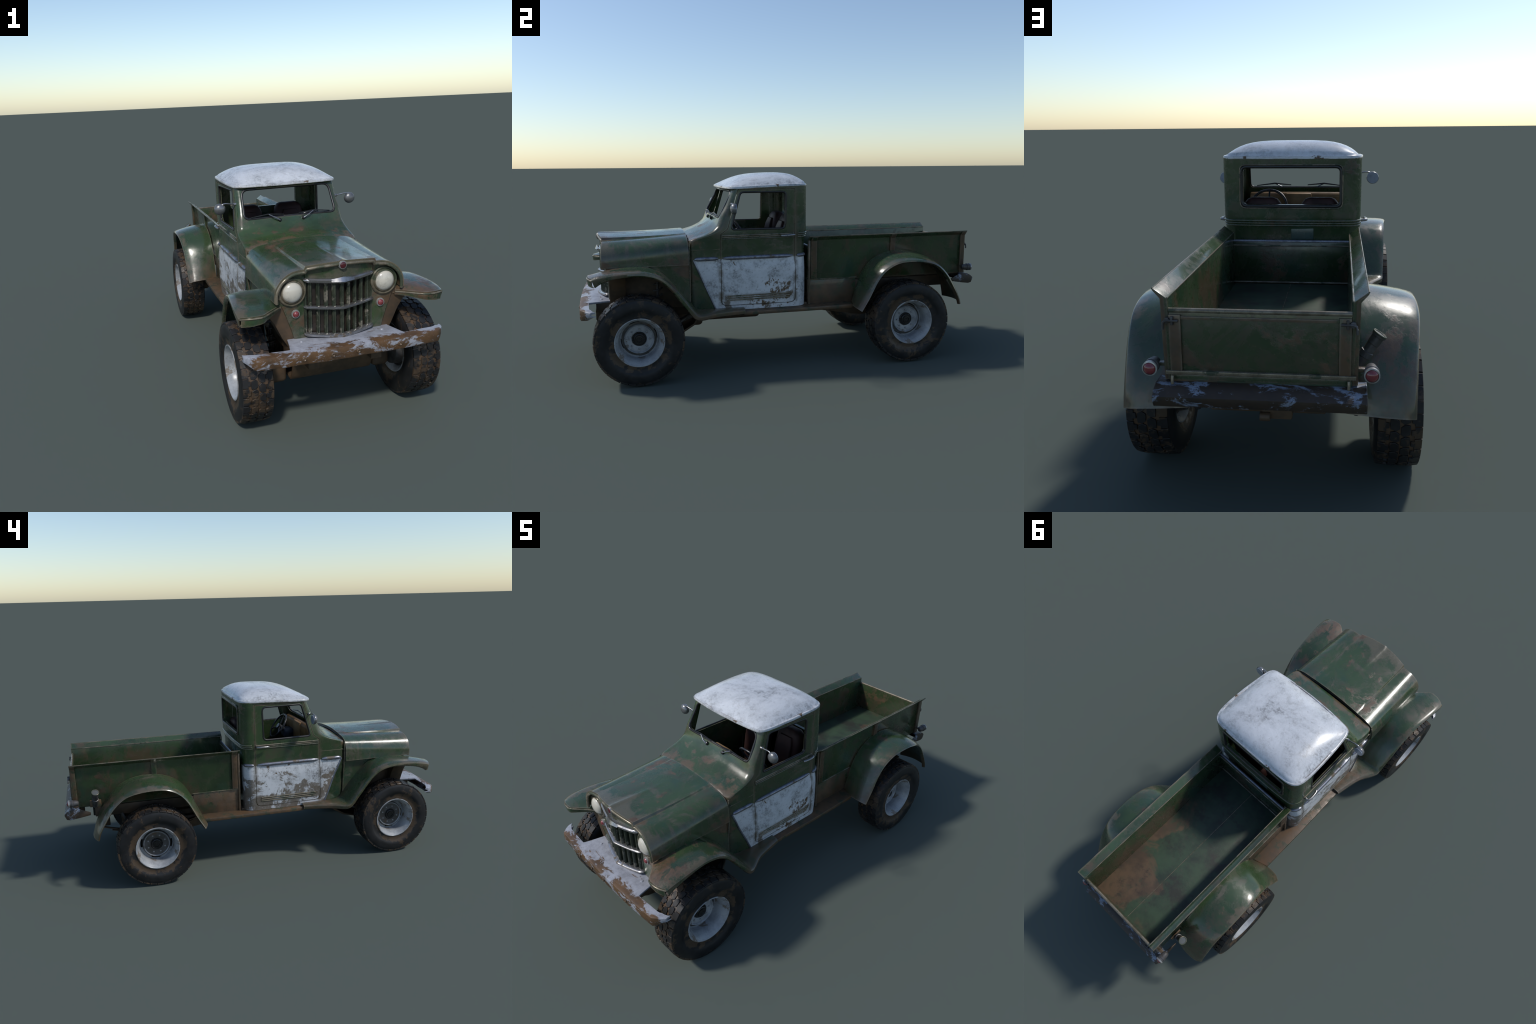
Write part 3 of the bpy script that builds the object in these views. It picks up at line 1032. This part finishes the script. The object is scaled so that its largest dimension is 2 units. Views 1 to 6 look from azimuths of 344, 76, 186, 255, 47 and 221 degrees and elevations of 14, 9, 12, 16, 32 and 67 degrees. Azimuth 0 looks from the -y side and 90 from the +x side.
FO = [(.399, -.930, .490), (.400, -.900, .499), (.398, -.850, .505), (.392, -.790, .507), (.386, -.735, .506), (.383, -.690, .499), (.381, -.650, .485),
      (.379, -.615, .461), (.377, -.580, .424), (.375, -.545, .378), (.372, -.510, .332), (.370, -.488, .303), (.368, -.470, .292), (.352, -.440, .290), (.318, -.376, .290), (.289, -.246, .289)]
FI = [(.236, -.870, .493), (.246, -.850, .503), (.247, -.820, .508), (.248, -.775, .511), (.248, -.730, .511), (.248, -.685, .505), (.248, -.643, .489),
      (.248, -.606, .458), (.240, -.567, .416), (.240, -.532, .374), (.240, -.500, .330), (.240, -.482, .302), (.240, -.466, .292), (.248, -.440, .290), (.248, -.376, .290), (.248, -.246, .289)]
FF = [.031, .024, .016, .012, .011, .011, .011, .011, .011, .012, .013, .014, .015, .016, .016, .016]
def front_tip(p, s, u):
    # rounded front end: leading edge bows forward between body and tip
    w = max(0.0, 1 - s / .22)
    bow = interp([(0, 0), (.25, -.022), (.5, -.045), (.56, -.0445), (.72, -.036), (.86, -.022), (1, 0)], u) * w ** 1.5
    return Vector((p.x, p.y + bow * (1.0 if u < .62 else .95), p.z - .002 * w))
frows = fender('fender', FI, FO, FF, edge_fn=front_tip, crown=.003)
# leading edge flange
first = frows[0]
nose = []
for k, p in enumerate(first[:13]):
    u = k / 12
    dep = lerp(.016, .032, smooth(0, .9, u))
    nose.append((Vector(p), dep))
fen = []
f1 = sheet('fender', frows, M_FENDER, .005, flip=True)
fl_rows = [[tuple(p), tuple(p + Vector((0, -.004, -.005))), tuple(p + Vector((0, -.004, -.012))), tuple(p + Vector((0, -.001, -d)) ), tuple(p + Vector((0, .006, -d - .001)))] for p, d in nose]
f2 = sheet('flange', fl_rows, M_FENDER, .005, flip=False)
front_f = join([f1, f2], 'fender')
finish(front_f, None, ROOT, 35)
edge_path = [r[13] for r in frows]
tube('fender_edge', [tuple(Vector(p) + Vector((.0006, 0, .0005))) for p in edge_path], .0036, M_WORN, front_f, n=8)
tube('fender_edge', [tuple(p + Vector((0, -.003, -.003))) for p, d in nose] + [edge_path[0]], .0036, M_WORN, front_f, n=8)
inner_arch = [(.205, .235)]
m = mirrored(front_f, 'fender', ROOT)
for c in list(front_f.children):
    mirrored(c, c.name.split('.')[0], m)

RO = [(.366, .308, .266), (.368, .346, .328), (.371, .388, .408), (.376, .430, .460), (.382, .490, .494), (.386, .560, .503), (.386, .640, .497),
      (.382, .708, .475), (.376, .765, .425), (.371, .808, .362), (.367, .840, .306), (.366, .854, .268)]
RI = [(.222, .322, .264), (.222, .349, .352), (.222, .374, .420), (.222, .412, .472), (.222, .466, .508), (.222, .535, .528), (.222, .610, .529),
      (.222, .685, .510), (.222, .752, .466), (.215, .802, .402), (.208, .830, .340), (.204, .845, .274)]
RF = [.004] * 12
rrows = fender('fender', RI, RO, RF, crown=lambda t: .004 + .012 * abs(2 * t - 1) ** 2)
rear_f = sheet('fender', rrows, M_FENDER, .005, flip=True)
ep = [r[13] for r in rrows]
tube('fender_edge', [tuple(Vector(p) + Vector((.0006, 0, .0005))) for p in ep], .0034, M_WORN, rear_f, n=8)
m = mirrored(rear_f, 'fender', ROOT)
for c in list(rear_f.children):
    mirrored(c, c.name.split('.')[0], m)

# running boards / sills
for s in (1, -1):
    rb = prism('running_board', [(s * .20, -.25), (s * .288, -.248), (s * .291, .06), (s * .289, .30), (s * .22, .32), (s * .20, .32)], 'z', .262, .281, M_MUD, None, .003)

# ------------------------------------------------------------------ bed
bed = None
def bed_side(s):
    prof = [(.2075, .410), (.2125, .597), (.2455, .6215), (.2485, .6185), (.2205, .5985), (.2175, .398), (.2075, .398)]
    rings_b = []
    for y in (.090, .30, .52, .74, .9535):
        rings_b.append([(s * x, y, z) for x, z in prof])
    ob = loft('bed_side', rings_b, M_BEDSIDE, None, True, True, 25)
    bevel(ob, .0012, 2)
    # lower sill panel ahead of the wheel
    p = box('sill_panel', *(sorted((s * .200, s * .2155))), .0885, .345, .279, .4055, M_MUDDY, ob, .003)
    tube('bed_seam', [(s * .2172, y, .4025) for y in (.092, .2, .35)], .0028, M_WORN, ob, n=6)
    # posts that follow the flare of the rail
    for (y0, y1, z0) in ((.104, .134, .408), (.528, .555, .520), (.928, .9525, .398)):
        pr = [(.212, z0), (.226, z0), (.230, .596), (.248, .6165), (.2455, .6185), (.218, .600)]
        po = loft('bed_post', [[(s * x, y, z) for x, z in pr] for y in (y0, y1)], M_POST, ob, True, True, 30)
        bevel(po, .0015, 2)
    box('bed_post', *(sorted((s * .212, s * .226))), .0905, .1005, .280, .600, M_POST, ob, .0015)
    # worn rail edge
    tube('rail_edge', [(s * .213, y, .5975) for y in (.091, .3, .6, .953)], .0024, M_WORN, ob, n=6)
    tube('rail_edge', [(s * .2468, y, .6205) for y in (.091, .3, .6, .953)], .0020, M_WORN, ob, n=6)
    # inner wheel house wall
    box('wheel_house', *(sorted((s * .170, s * .2135))), .33, .85, .335, .390, M_FRAME, ob, .003)
    return ob
M_MUDDY = mat_green('muddy_sill_paint', dirt=.47, scuff=.60, mud_lo=.27, mud_hi=.42)
M_POST = mat_green('post_paint', dirt=.45, scuff=.55)
bl = bed_side(1); br = bed_side(-1)
floor = box('bed_floor', -.2125, .2125, .090, .955, .392, .409, M_BED, None, .002)
tube('floor_seam', [(0.0, .11, .4092), (0, .94, .4092)], .0014, M_WORN, floor, n=6)
wall = box('bed_front_wall', -.2125, .2125, .0905, .103, .4085, .566, M_BEDSIDE, None, .002)
tube('wall_rail', [(-.213, .0965, .568), (.213, .0965, .568)], .006, M_TRIM, wall, n=10)
tube('wall_rail', [(-.211, .104, .553), (.211, .104, .553)], .003, M_WORN, wall, n=8)
tube('wall_rail', [(-.211, .105, .414), (.211, .105, .414)], .004, M_WORN, wall, n=8)
# paler blue-green patch on the cab back
box('cab_patch', -.082, .0, .0745, .0790, .572, .618, mat_simple('pale_green_patch', (.055, .085, .075), (.04, .062, .055), .3, 0, 12), None, .001)

# ------------------------------------------------------------- tailgate
gate = box('tailgate', -.2105, .2105, .944, .953, .398, .568, M_GATE if 'M_GATE' in globals() else M_BEDSIDE, None, .002)
M_GATE = mat_green('tailgate_paint', dirt=.55, scuff=.60, grime=.44)
gate.data.materials.clear(); gate.data.materials.append(M_GATE)
tube('gate_rail', [(-.2105, .949, .568), (.2105, .949, .568)], .0062, M_WORN, gate, n=10)
for x0, x1 in ((-.210, -.182), (.182, .210)):
    box('gate_stile', x0, x1, .952, .958, .412, .560, M_POST, gate, .0015)
box('gate_rib', -.182, .182, .952, .9560, .548, .556, M_POST, gate, .0012)
box('gate_rib', -.222, .222, .950, .961, .414, .424, M_WORN, gate, .002)
box('gate_rib', -.2105, .2105, .950, .957, .400, .413, M_GREEN, gate, .0012)
for s in (1, -1):
    tube('gate_latch', [(s * .186, .964, .547), (s * .214, .964, .547), (s * .220, .964, .544), (s * .2225, .964, .536), (s * .2225, .964, .526)], .0032, M_SPRING, gate, n=8)
    box('latch_plate', *(sorted((s * .198, s * .204))), .957, .966, .537, .557, M_SPRING, gate, .001)
    revolve('latch_knob', [(0, .0001), (0, .007), (.008, .007), (.009, .005), (.009, .0001)], M_SPRING, gate, 16, 'y', (s * .213, .956, .547))
    tube('gate_hinge', [(s * .205, .962, .412), (s * .205, .966, .402), (s * .205, .966, .394)], .004, M_WORN, gate, n=8)

# ---------------------------------------------------------- rear bumper
rbp = [(.925, .396), (.962, .396), (.984, .385), (.9965, .374), (.9965, .366), (.988, .347), (.972, .343), (.972, .347), (.983, .350), (.990, .367), (.978, .378), (.958, .389), (.925, .389)]
rr = []
for x in (-.243, -.236, -.15, 0, .15, .236, .243):
    pull = 0
    rr.append([(x, y - pull * (y > .93), z) for y, z in rbp])
rbump = loft('bumper', rr, M_RBUMPER, None, True, True, 30)
for s in (1, -1):
    prism('bumper_end', [(.870, .372), (.925, .3965), (.962, .3965), (.984, .3855), (.997, .374), (.997, .366), (.9885, .3465), (.972, .3425), (.93, .348), (.872, .358)], 'x', s * .2415, s * .247, M_RBUMPER, rbump, .002)
    for x in (.21,):
        revolve('bumper_bolt', [(0, .0001), (.003, .004), (0, .005)], M_SPRING, rbump, 10, 'y', (s * x, .994, .369))
box('hitch', -.074, .000, .905, .945, .302, .350, M_FRAME, rbump, .004)
revolve('hitch_eye', [(-.012, .011), (.012, .011), (.012, .006), (-.012, .006)], M_FRAME, rbump, 20, 'x', (-.010, .946, .310), closed_prof=True)

# ----------------------------------------------------------- tail lights
for s in (1, -1):
    o = (s * .2565, .944, .432)
    tl = revolve('tail_light', [(-.022, .0001), (-.021, .008), (-.016, .0135), (-.006, .0155), (.004, .0155), (.006, .018), (.013, .018), (.015, .0165), (.026, .0170), (.027, .0145)], M_SILVERD if 'M_SILVERD' in globals() else M_SPRING, None, 32, 'y', o)
    revolve('tail_light_ring', [(.022, .0150), (.022, .0182), (.028, .0182), (.029, .0150)], M_SILVER, tl, 32, 'y', o, closed_prof=True)
    revolve('tail_light_lens', [(.020, .0150), (.028, .0148), (.033, .0115), (.036, .006), (.0365, .0005)], M_RED, tl, 28, 'y', o)
    box('tail_light_bracket', *(sorted((s * .224, s * .246))), .930, .945, .428, .437, M_POST, tl, .0015)

# ------------------------------------------------------------ fuel filler
d0, d1 = Vector((-.222, .846, .398)), Vector((-.280, .840, .484))
ff = tube('fuel_filler', [tuple(d0.lerp(d1, t)) for t in (0, .35, .36, .50, .51, .72, .73, .93, .94, 1.0)],
          [.014, .014, .0165, .0165, .014, .014, .0155, .0155, .0185, .0185], M_SPRING, None, n=20, angle=30)
ax = (d1 - d0).normalized()
tube('filler_cap', [tuple(d1 + ax * t) for t in (-.001, .0012)], [.0150, .0150], mat_simple('filler_glass', (.10, .105, .10), (.06, .06, .055), .25), ff, n=20)
u_ = ax.orthogonal().normalized(); w_ = ax.cross(u_)
tube('filler_rim', [tuple(d1 + ax * .001 + (u_ * math.cos(TAU * k / 28) + w_ * math.sin(TAU * k / 28)) * .0172) for k in range(28)], .0022, M_WORN, ff, n=8, closed=True)
box('filler_mount', -.228, -.222, .815, .872, .392, .43, M_MUD, ff, .003)

# --------------------------------------------------------- front bumper
def bump_y(x):
    return -1.000 + .012 * (abs(x) / .36) ** 2.0 + .040 * max(0.0, (abs(x) - .358) / .042) ** 1.3
rr = []
XS = [.05 * k for k in range(8)] + [.362, .372, .382, .392, .400]
for x in [-q for q in XS[:0:-1]] + XS:
    y = bump_y(x)
    e = smooth(.362, .402, abs(x))
    zt, zb = .353 - .005 * e + random.uniform(-.001, .001), .306 + .022 * e + random.uniform(-.0015, .0015)
    yb = 0.0
    rr.append([(x, y + .040 - .018 * e, zt), (x, y + .010, zt), (x, y + .002, zt - .003), (x, y, zt - .010), (x, y + yb, zb + .006), (x, y + .003 + yb, zb), (x, y + .026 + yb, zb - .001),
               (x, y + .026 + yb, zb + .004), (x, y + .008 + yb, zb + .006), (x, y + .007, zt - .010), (x, y + .040 - .018 * e, zt - .006)])
bumper = loft('bumper', rr, M_BUMPER, None, True, True, 35)
DK = [(0, -.985), (.10, -.982), (.20, -.975), (.236, -.968), (.226, -.946), (.216, -.905), (.208, -.870), (.204, -.82), (0, -.82)]
dpoly = DK + [(-x, y) for x, y in DK[-2:0:-1]]
prism('bumper_deck', dpoly, 'z', .345, .3535, M_BUMPER, bumper, .002)
for x, y in ((-.08, 0), (.02, 0), (-.19, 0), (.19, 0)):
    revolve('bumper_bolt', [(0, .0001), (-.005, .0055), (-.003, .009), (.002, .0095)], M_MUD, bumper, 14, 'y', (x, bump_y(x) + .0005, .328))
for x, y in ((.165, -.90), (-.165, -.90)):
    revolve('bumper_bolt', [(.004, .0001), (.003, .005), (0, .007)], M_BUMPER, bumper, 14, 'z', (x, y, .353))

# -------------------------------------------------------------- chassis
chassis = box('chassis', -.150, -.105, -.93, .72, .250, .300, M_FRAME, None, .004)
box('frame_rail', .105, .150, -.93, .72, .250, .300, M_FRAME, chassis, .004)
for s in (1, -1):
    prism('frame_horn', [(-.925, .346), (-.80, .346), (-.80, .282), (-.90, .300), (-.925, .312)], 'x', s * .178, s * .204, M_FRAME, chassis, .003)
    prism('frame_rail', [(.08, .274), (.46, .274), (.46, .200), (.39, .198), (.21, .228), (.08, .252)], 'x', s * .150, s * .185, M_FRAME, chassis, .003)
for y in (-.45, -.10, .30, .80):
    box('cross_member', -.15, .15, y - .02, y + .02, .255, .292, M_FRAME, chassis, .004)
# skid plate hung behind the bumper
sk = [(-.832, .304), (-.826, .262), (-.812, .205), (-.796, .163), (-.782, .147), (-.60, .145), (-.53, .163), (-.47, .200), (-.44, .25), (-.448, .254), (-.476, .207), (-.535, .171),
      (-.60, .153), (-.778, .155), (-.789, .168), (-.805, .210), (-.818, .266), (-.824, .304)]
prism('skid_plate', sk, 'x', -.172, .172, M_FRAME, chassis, .0015)
box('sump', -.10, .10, -.72, -.42, .175, .30, M_FRAME, chassis, .02, 3)
box('gearbox', -.07, .07, -.42, -.12, .19, .29, M_FRAME, chassis, .02, 3)
box('bed_underside', -.18, .18, .10, .86, .33, .399, M_DARK, chassis, .003)
box('cab_underside', -.22, .22, -.49, .085, .274, .290, M_FRAME, chassis, .002)
for y in (-.741, .565):
    ax_ = tube('axle', [(-.30, y, .199), (-.08, y, .199), (-.04, y, .199), (.04, y, .199), (.08, y, .199), (.30, y, .199)], [.018, .018, .022, .022, .018, .018], M_FRAME, chassis, n=16)
    revolve('differential', [(-.05, .02), (-.03, .040), (0, .050), (.03, .040), (.05, .02)], M_FRAME, chassis, 24, 'x', (.03 if y > 0 else .06, y, .199))
    tube('drive_shaft', [(.02, y + (-.04 if y > 0 else .04), .205), (.0, -.10, .235)], .011, M_FRAME, chassis, n=12)
for s in (1, -1):
    # coil spring and damper at the front
    turns, n = 7, 7 * 14
    tube('coil_spring', [(s * .205 + .020 * math.cos(TAU * turns * k / n), -.645 + .020 * math.sin(TAU * turns * k / n), lerp(.215, .425, k / n)) for k in range(n + 1)], .0034, M_SPRING, chassis, n=6)
    tube('damper', [(s * .205, -.645, .20), (s * .205, -.645, .33), (s * .205, -.645, .331), (s * .205, -.645, .43)], [.010, .010, .006, .006], M_SPRING, chassis, n=10)
    tube('radius_arm', [(s * .20, -.72, .20), (s * .22, -.58, .225), (s * .19, -.45, .27)], .011, M_SPRING, chassis, n=10)
    tube('steering_arm', [(s * .23, -.70, .205), (s * .255, -.56, .235), (s * .21, -.50, .262)], .008, M_SPRING, chassis, n=8)
    tube('damper', [(s * .235, .625, .165), (s * .225, .665, .24), (s * .225, .666, .241), (s * .21, .72, .34)], [.012, .012, .008, .008], M_SPRING, chassis, n=10)
    box('steering_knuckle', *(sorted((s * .225, s * .275))), .525, .610, .150, .250, M_FRAME, chassis, .015, 3)
    # leaf springs at the rear
    for j in range(4):
        L = .26 - .05 * j
        pts = [(s * .20, .565 + L * q, .232 - .008 * j + .040 * (q * L / .26) ** 2) for q in (-1, -.66, -.33, 0, .33, .66, 1)]
        tube('leaf_spring', pts, .0048, M_FRAME, chassis, n=6, sy=3)
    revolve('brake_drum', [(-.03, .03), (-.03, .070), (.022, .078), (.026, .03)], M_SPRING, chassis, 28, 'x', (s * .310, -.741, .199))
    box('steering_knuckle', *(sorted((s * .185, s * .262))), -.785, -.70, .140, .250, M_FRAME, chassis, .018, 3)
    revolve('brake_drum', [(-.03, .03), (-.03, .070), (.022, .078), (.026, .03)], M_SPRING, chassis, 28, 'x', (s * .310, .565, .199))

# --------------------------------------------------------------- wheels
WHW = .1
tyre_prof = [(-.050, .106), (-.060, .118), (-.066, .135), (-.068, .155), (-.066, .174), (-.060, .187), (-.056, .1925), (-.045, .1942), (-.02, .1952),
             (.02, .1952), (.045, .1942), (.056, .1925), (.0595, .187), (.0625, .174), (.0635, .160), (.0635, .150), (.0605, .1425), (.0560, .135), (.0535, .122), (.0540, .110), (.036, .100), (-.040, .100)]
dense = []
def build_wheel():
    parts = {}
    tp = tyre_prof
    ob = revolve('tyre', tp, M_TYRE, None, 96, 'x', angle=50, closed_prof=True)
    ob.data.materials.append(M_TREADMUD)
    for p in ob.data.polygons:
        c = p.center
        if abs(c.x) < .0565 and math.hypot(c.y, c.z) > .185:
            p.material_index = 1
    parts['tyre'] = ob.data
    kill_obj_keep(ob)
    # tread blocks
    V, F = [], []
    NB = 34
    pitch = TAU / NB
    R0, R1 = .1900, .1998
    def block(poly):
        """poly in (x, arc-length units of pitch)"""
        n = len(poly)
        cx = sum(p[0] for p in poly) / n; ca = sum(p[1] for p in poly) / n
        base = len(V)
        for (rad, k) in ((R0, 1.0), (R1 - .0008, 1.0), (R1, .94)):
            for x, a in poly:
                xx = cx + (x - cx) * k; aa = ca + (a - ca) * k
                rr_ = rad - .0035 * max(0, (abs(xx) - .040) / .02) ** 2
                V.append((xx, rr_ * math.cos(aa), rr_ * math.sin(aa)))
        for lv in range(2):
            for i in range(n):
                F.append((base + lv * n + i, base + lv * n + (i + 1) % n, base + (lv + 1) * n + (i + 1) % n, base + (lv + 1) * n + i))
        F.append(tuple(base + 2 * n + i for i in range(n)))
    rng = random.Random(3)
    for b in range(NB):
        t0 = b * pitch
        P = lambda pts: [(x, t0 + a * pitch) for x, a in pts]
        j = lambda: rng.uniform(-.0012, .0012)
        # notched shoulder blocks, both sides, staggered
        block(P([(.0590, .05), (.0590, .95), (.0375 + j(), .95), (.0375, .74), (.0295 + j(), .70), (.0295, .28), (.0390, .25), (.0390, .05)]))
        block([(-x, a + .45 * pitch) for x, a in P([(.0590, .05), (.0590, .95), (.0375 + j(), .95), (.0375, .74), (.0295 + j(), .70), (.0295, .28), (.0390, .25), (.0390, .05)])])
        # leaf-shaped centre blocks in two rows
        block(P([(.0260 + j(), .12 - .2), (.0277, .50 - .2), (.0258, .86 - .2), (.0115 + j(), 1.04 - .2), (.0014, .84 - .2), (.0024, .28 - .2), (.0130, .06 - .2)]))
        block([(-x, a + .55 * pitch) for x, a in P([(.0260 + j(), .12 - .2), (.0277, .50 - .2), (.0258, .86 - .2), (.0115 + j(), 1.04 - .2), (.0014, .84 - .2), (.0024, .28 - .2), (.0130, .06 - .2)])])
    tb = new_obj('tread_block', V, F, M_TYRE, None, 35)
    parts['tread_block'] = tb.data; kill_obj_keep(tb)
    # steel rim: flange and well
    rim = revolve('rim', [(-.045, .098), (-.052, .108), (-.055, .1085), (-.055, .104), (-.044, .092), (-.03, .0855), (-.020, .0855), (-.011, .087), (-.004, .0865), (.014, .0885), (.030, .0915), (.032, .0925), (.044, .0960), (.0475, .1005), (.0540, .1030), (.0572, .106),
                          (.0570, .1095), (.050, .1095), (.036, .104), (.0, .097)], M_RIM, None, 64, 'x', angle=40, closed_prof=True)
    parts['rim'] = rim.data; kill_obj_keep(rim)
    # stamped disc with four slots
    V, F = [], []
    prof = [(x - .0265, r) for x, r in ((.015, .0885), (.009, .085), (.010, .081), (.008, .0715), (.010, .0685), (.0215, .067), (.0235, .0650), (.0215, .0625), (.0165, .060), (.0160, .034), (.0145, .031))]
    NS = 96
    for side in (0, -.004):
        for (a, r) in prof:
            for k in range(NS):
                V.append((a + side, r * math.cos(TAU * k / NS), r * math.sin(TAU * k / NS)))
    npf = len(prof); tot = npf * NS
    def slot(i, k):
        kk = (k + 6) % 24
        return i in (2,) and kk < 9
    for i in range(npf - 1):
        for k in range(NS):
            if slot(i, k):
                continue
            a, b = i * NS + k, i * NS + (k + 1) % NS
            c, d = (i + 1) * NS + (k + 1) % NS, (i + 1) * NS + k
            F.append((a, b, c, d)); F.append((a + tot, d + tot, c + tot, b + tot))
    dk = new_obj('wheel_disc', V, F, M_RIM2, None, 30, fix=False)
    parts['wheel_disc'] = dk.data; kill_obj_keep(dk)
    bk = revolve('drum', [(-.034, .086), (-.034, .002)], M_DARK, None, 32, 'x')
    parts['wheel_backing'] = bk.data; kill_obj_keep(bk)
    hub = revolve('hub', [(x - .0265, r) for x, r in ((.010, .0325), (.019, .0325), (.021, .030), (.021, .0275), (.027, .0255), (.029, .0225), (.029, .0185), (.032, .0175), (.0325, .012), (.030, .0105), (.030, .0005))], M_HUB, None, 36, 'x', angle=30)
    parts['hub'] = hub.data; kill_obj_keep(hub)
    bolt = revolve('bolt', [(-.0125, .0044), (-.0070, .0044), (-.0050, .003), (-.0047, .0003)], M_RIM, None, 8, 'x', angle=30)
    parts['wheel_bolt'] = bolt.data; kill_obj_keep(bolt)
    return parts
def kill_obj_keep(ob):
    ob.data.use_fake_user = False
    bpy.data.objects.remove(ob)
parts = build_wheel()
wrand = random.Random(11)
for (x, y, rot) in ((.347, -.741, .35), (-.347, -.741, .1), (.347, .565, 1.2), (-.347, .565, .0)):
    w = bpy.data.objects.new('wheel', None)
    bpy.context.collection.objects.link(w)
    w.parent = ROOT
    w.location = (x, y, .1998)
    w.empty_display_size = .1
    w.rotation_euler = (rot, 0, 0 if x > 0 else math.pi)
    for nm, me in parts.items():
        if nm == 'wheel_bolt':
            for k in range(8):
                o = bpy.data.objects.new('wheel_bolt', me)
                bpy.context.collection.objects.link(o); o.parent = w
                a = TAU * (k + .5) / 8
                o.location = (0, .0455 * math.cos(a), .0455 * math.sin(a))
        else:
            o = bpy.data.objects.new(nm, me)
            bpy.context.collection.objects.link(o); o.parent = w
            if nm == 'tread_block':
                o["kind"] = "stuff"

# --------------------------------------------------------------- mirrors
for s in (1, -1):
    arm = [(s * .240, -.294, .786), (s * .262, -.296, .789), (s * .285, -.299, .793), (s * .300, -.300, .790), (s * .311, -.300, .780)]
    o = (s * .312, -.294, .769)
    mir = revolve('side_mirror', [(.006, .0235), (.003, .0255), (-.003, .0255), (-.010, .0225), (-.015, .016), (-.018, .008), (-.0186, .0005)], M_BELLMETAL, None, 32, 'y', o)
    revolve('mirror_glass', [(.0045, .0240), (.0075, .0235), (.0080, .0005)], M_MIRROR, mir, 32, 'y', o)
    tube('mirror_arm', catmull(arm, 4), .0032, M_CHROME, mir, n=8)
    revolve('mirror_mount', [(-.004, .0075), (.006, .0068), (.008, .004)] if s > 0 else [(.004, .0075), (-.006, .0068), (-.008, .004)], M_CHROME, mir, 14, 'x', (s * .241, -.294, .786))

# ---------------------------------------------------------------- wipers
for s in (1, -1):
    px, pz = s * .056, .710
    py = front_y(px, pz)
    wp = revolve('wiper', [(.004, .008), (-.006, .008), (-.009, .0055), (-.0095, .0005)], M_HUB, None, 14, 'y', (px, py, pz))
    mid = (s * .108, front_y(.10, .738) - .010, .739)
    tube('wiper_arm', [(px, py - .007, pz), (s * .075, py - .010, .722), mid], [.0032, .0028, .0022], M_TRIM, wp, n=8)
    tube('wiper_blade', [(s * .036, front_y(.036, .731) - .006, .7325), mid, (s * .186, front_y(.186, .731) - .006, .7295)], [.0022, .0034, .0022], M_HUB, wp, n=6)

# -------------------------------------------------------------- interior
def seat(cx):
    ob = None
    rb = []
    for (z, y, d, w) in ((.44, -.055, .030, .066), (.50, -.048, .034, .072), (.56, -.036, .034, .076), (.62, -.024, .034, .077), (.67, -.014, .032, .075), (.70, -.009, .029, .069), (.716, -.007, .022, .056), (.722, -.006, .012, .040)):
        pl = round_poly([(cx - w, y - d), (cx + w, y - d), (cx + w, y + d), (cx - w, y + d)], min(d * .9, .03), 5)
        rb.append([(px, py + .028, z) for px, py in pl])
    back = loft('seat', rb, M_SEAT, None, True, True, 50)
    cu = []
    for (z, k) in ((.36, .94), (.38, 1.0), (.42, 1.0), (.442, .94), (.450, .8)):
        pl = round_poly([(cx - .086 * k, -.095 - .10 * k), (cx + .086 * k, -.095 - .10 * k), (cx + .086 * k, -.095 + .10 * k), (cx - .086 * k, -.095 + .10 * k)], .03, 5)
        cu.append([(px, py, z) for px, py in pl])
    loft('seat_cushion', cu, M_SEAT, back, True, True, 50)
    pd = []
    for (z, y, d, w) in ((.51, -.082, .008, .045), (.60, -.064, .012, .050), (.66, -.050, .010, .046), (.69, -.042, .006, .036)):
        pl = round_poly([(cx - w, y - d), (cx + w, y - d), (cx + w, y + d), (cx - w, y + d)], .006, 3)
        pd.append([(px, py + .026, z) for px, py in pl])
    loft('seat_pad', pd, M_SEAT, back, True, True, 50)
seat(.112); seat(-.104)
dpr = [(-.338, .706), (-.322, .704), (-.310, .690), (-.314, .640), (-.328, .580), (-.345, .56), (-.40, .56), (-.41, .610), (-.372, .645)]
dash = prism('dashboard', dpr, 'x', -.212, .212, M_TANDASH, None, .006)
box('dash_console', -.055, .055, -.335, -.305, .54, .700, M_TANDASH, dash, .006)
box('column_box', .085, .165, -.345, -.262, .585, .640, M_BLUE, dash, .014, 3)
# steering wheel
sc = Vector((.122, -.236, .655)); sn = Vector((0, .82, .57)).normalized()
su = Vector((1, 0, 0)); sv = sn.cross(su).normalized()
st = tube('steering_wheel', [tuple(sc + (su * math.cos(TAU * k / 40) + sv * math.sin(TAU * k / 40)) * .076) for k in range(40)], .0055, M_STEER, None, n=10, closed=True)
for a in (.5, 2.64, 4.71):
    tube('wheel_spoke', [tuple(sc - sn * .008), tuple(sc + (su * math.cos(a) + sv * math.sin(a)) * .074)], .004, M_STEER, st, n=8)
tube('steering_column', [tuple(sc + sn * .004), tuple(sc - sn * .02), tuple(sc - sn * .12)], [.016, .014, .011], M_STEER, st, n=14)
tube('gear_lever', [(.0, -.25, .31), (.01, -.22, .45), (.015, -.19, .52)], .005, M_STEER, None, n=8)

for o in bpy.data.objects:
    o.select_set(False)
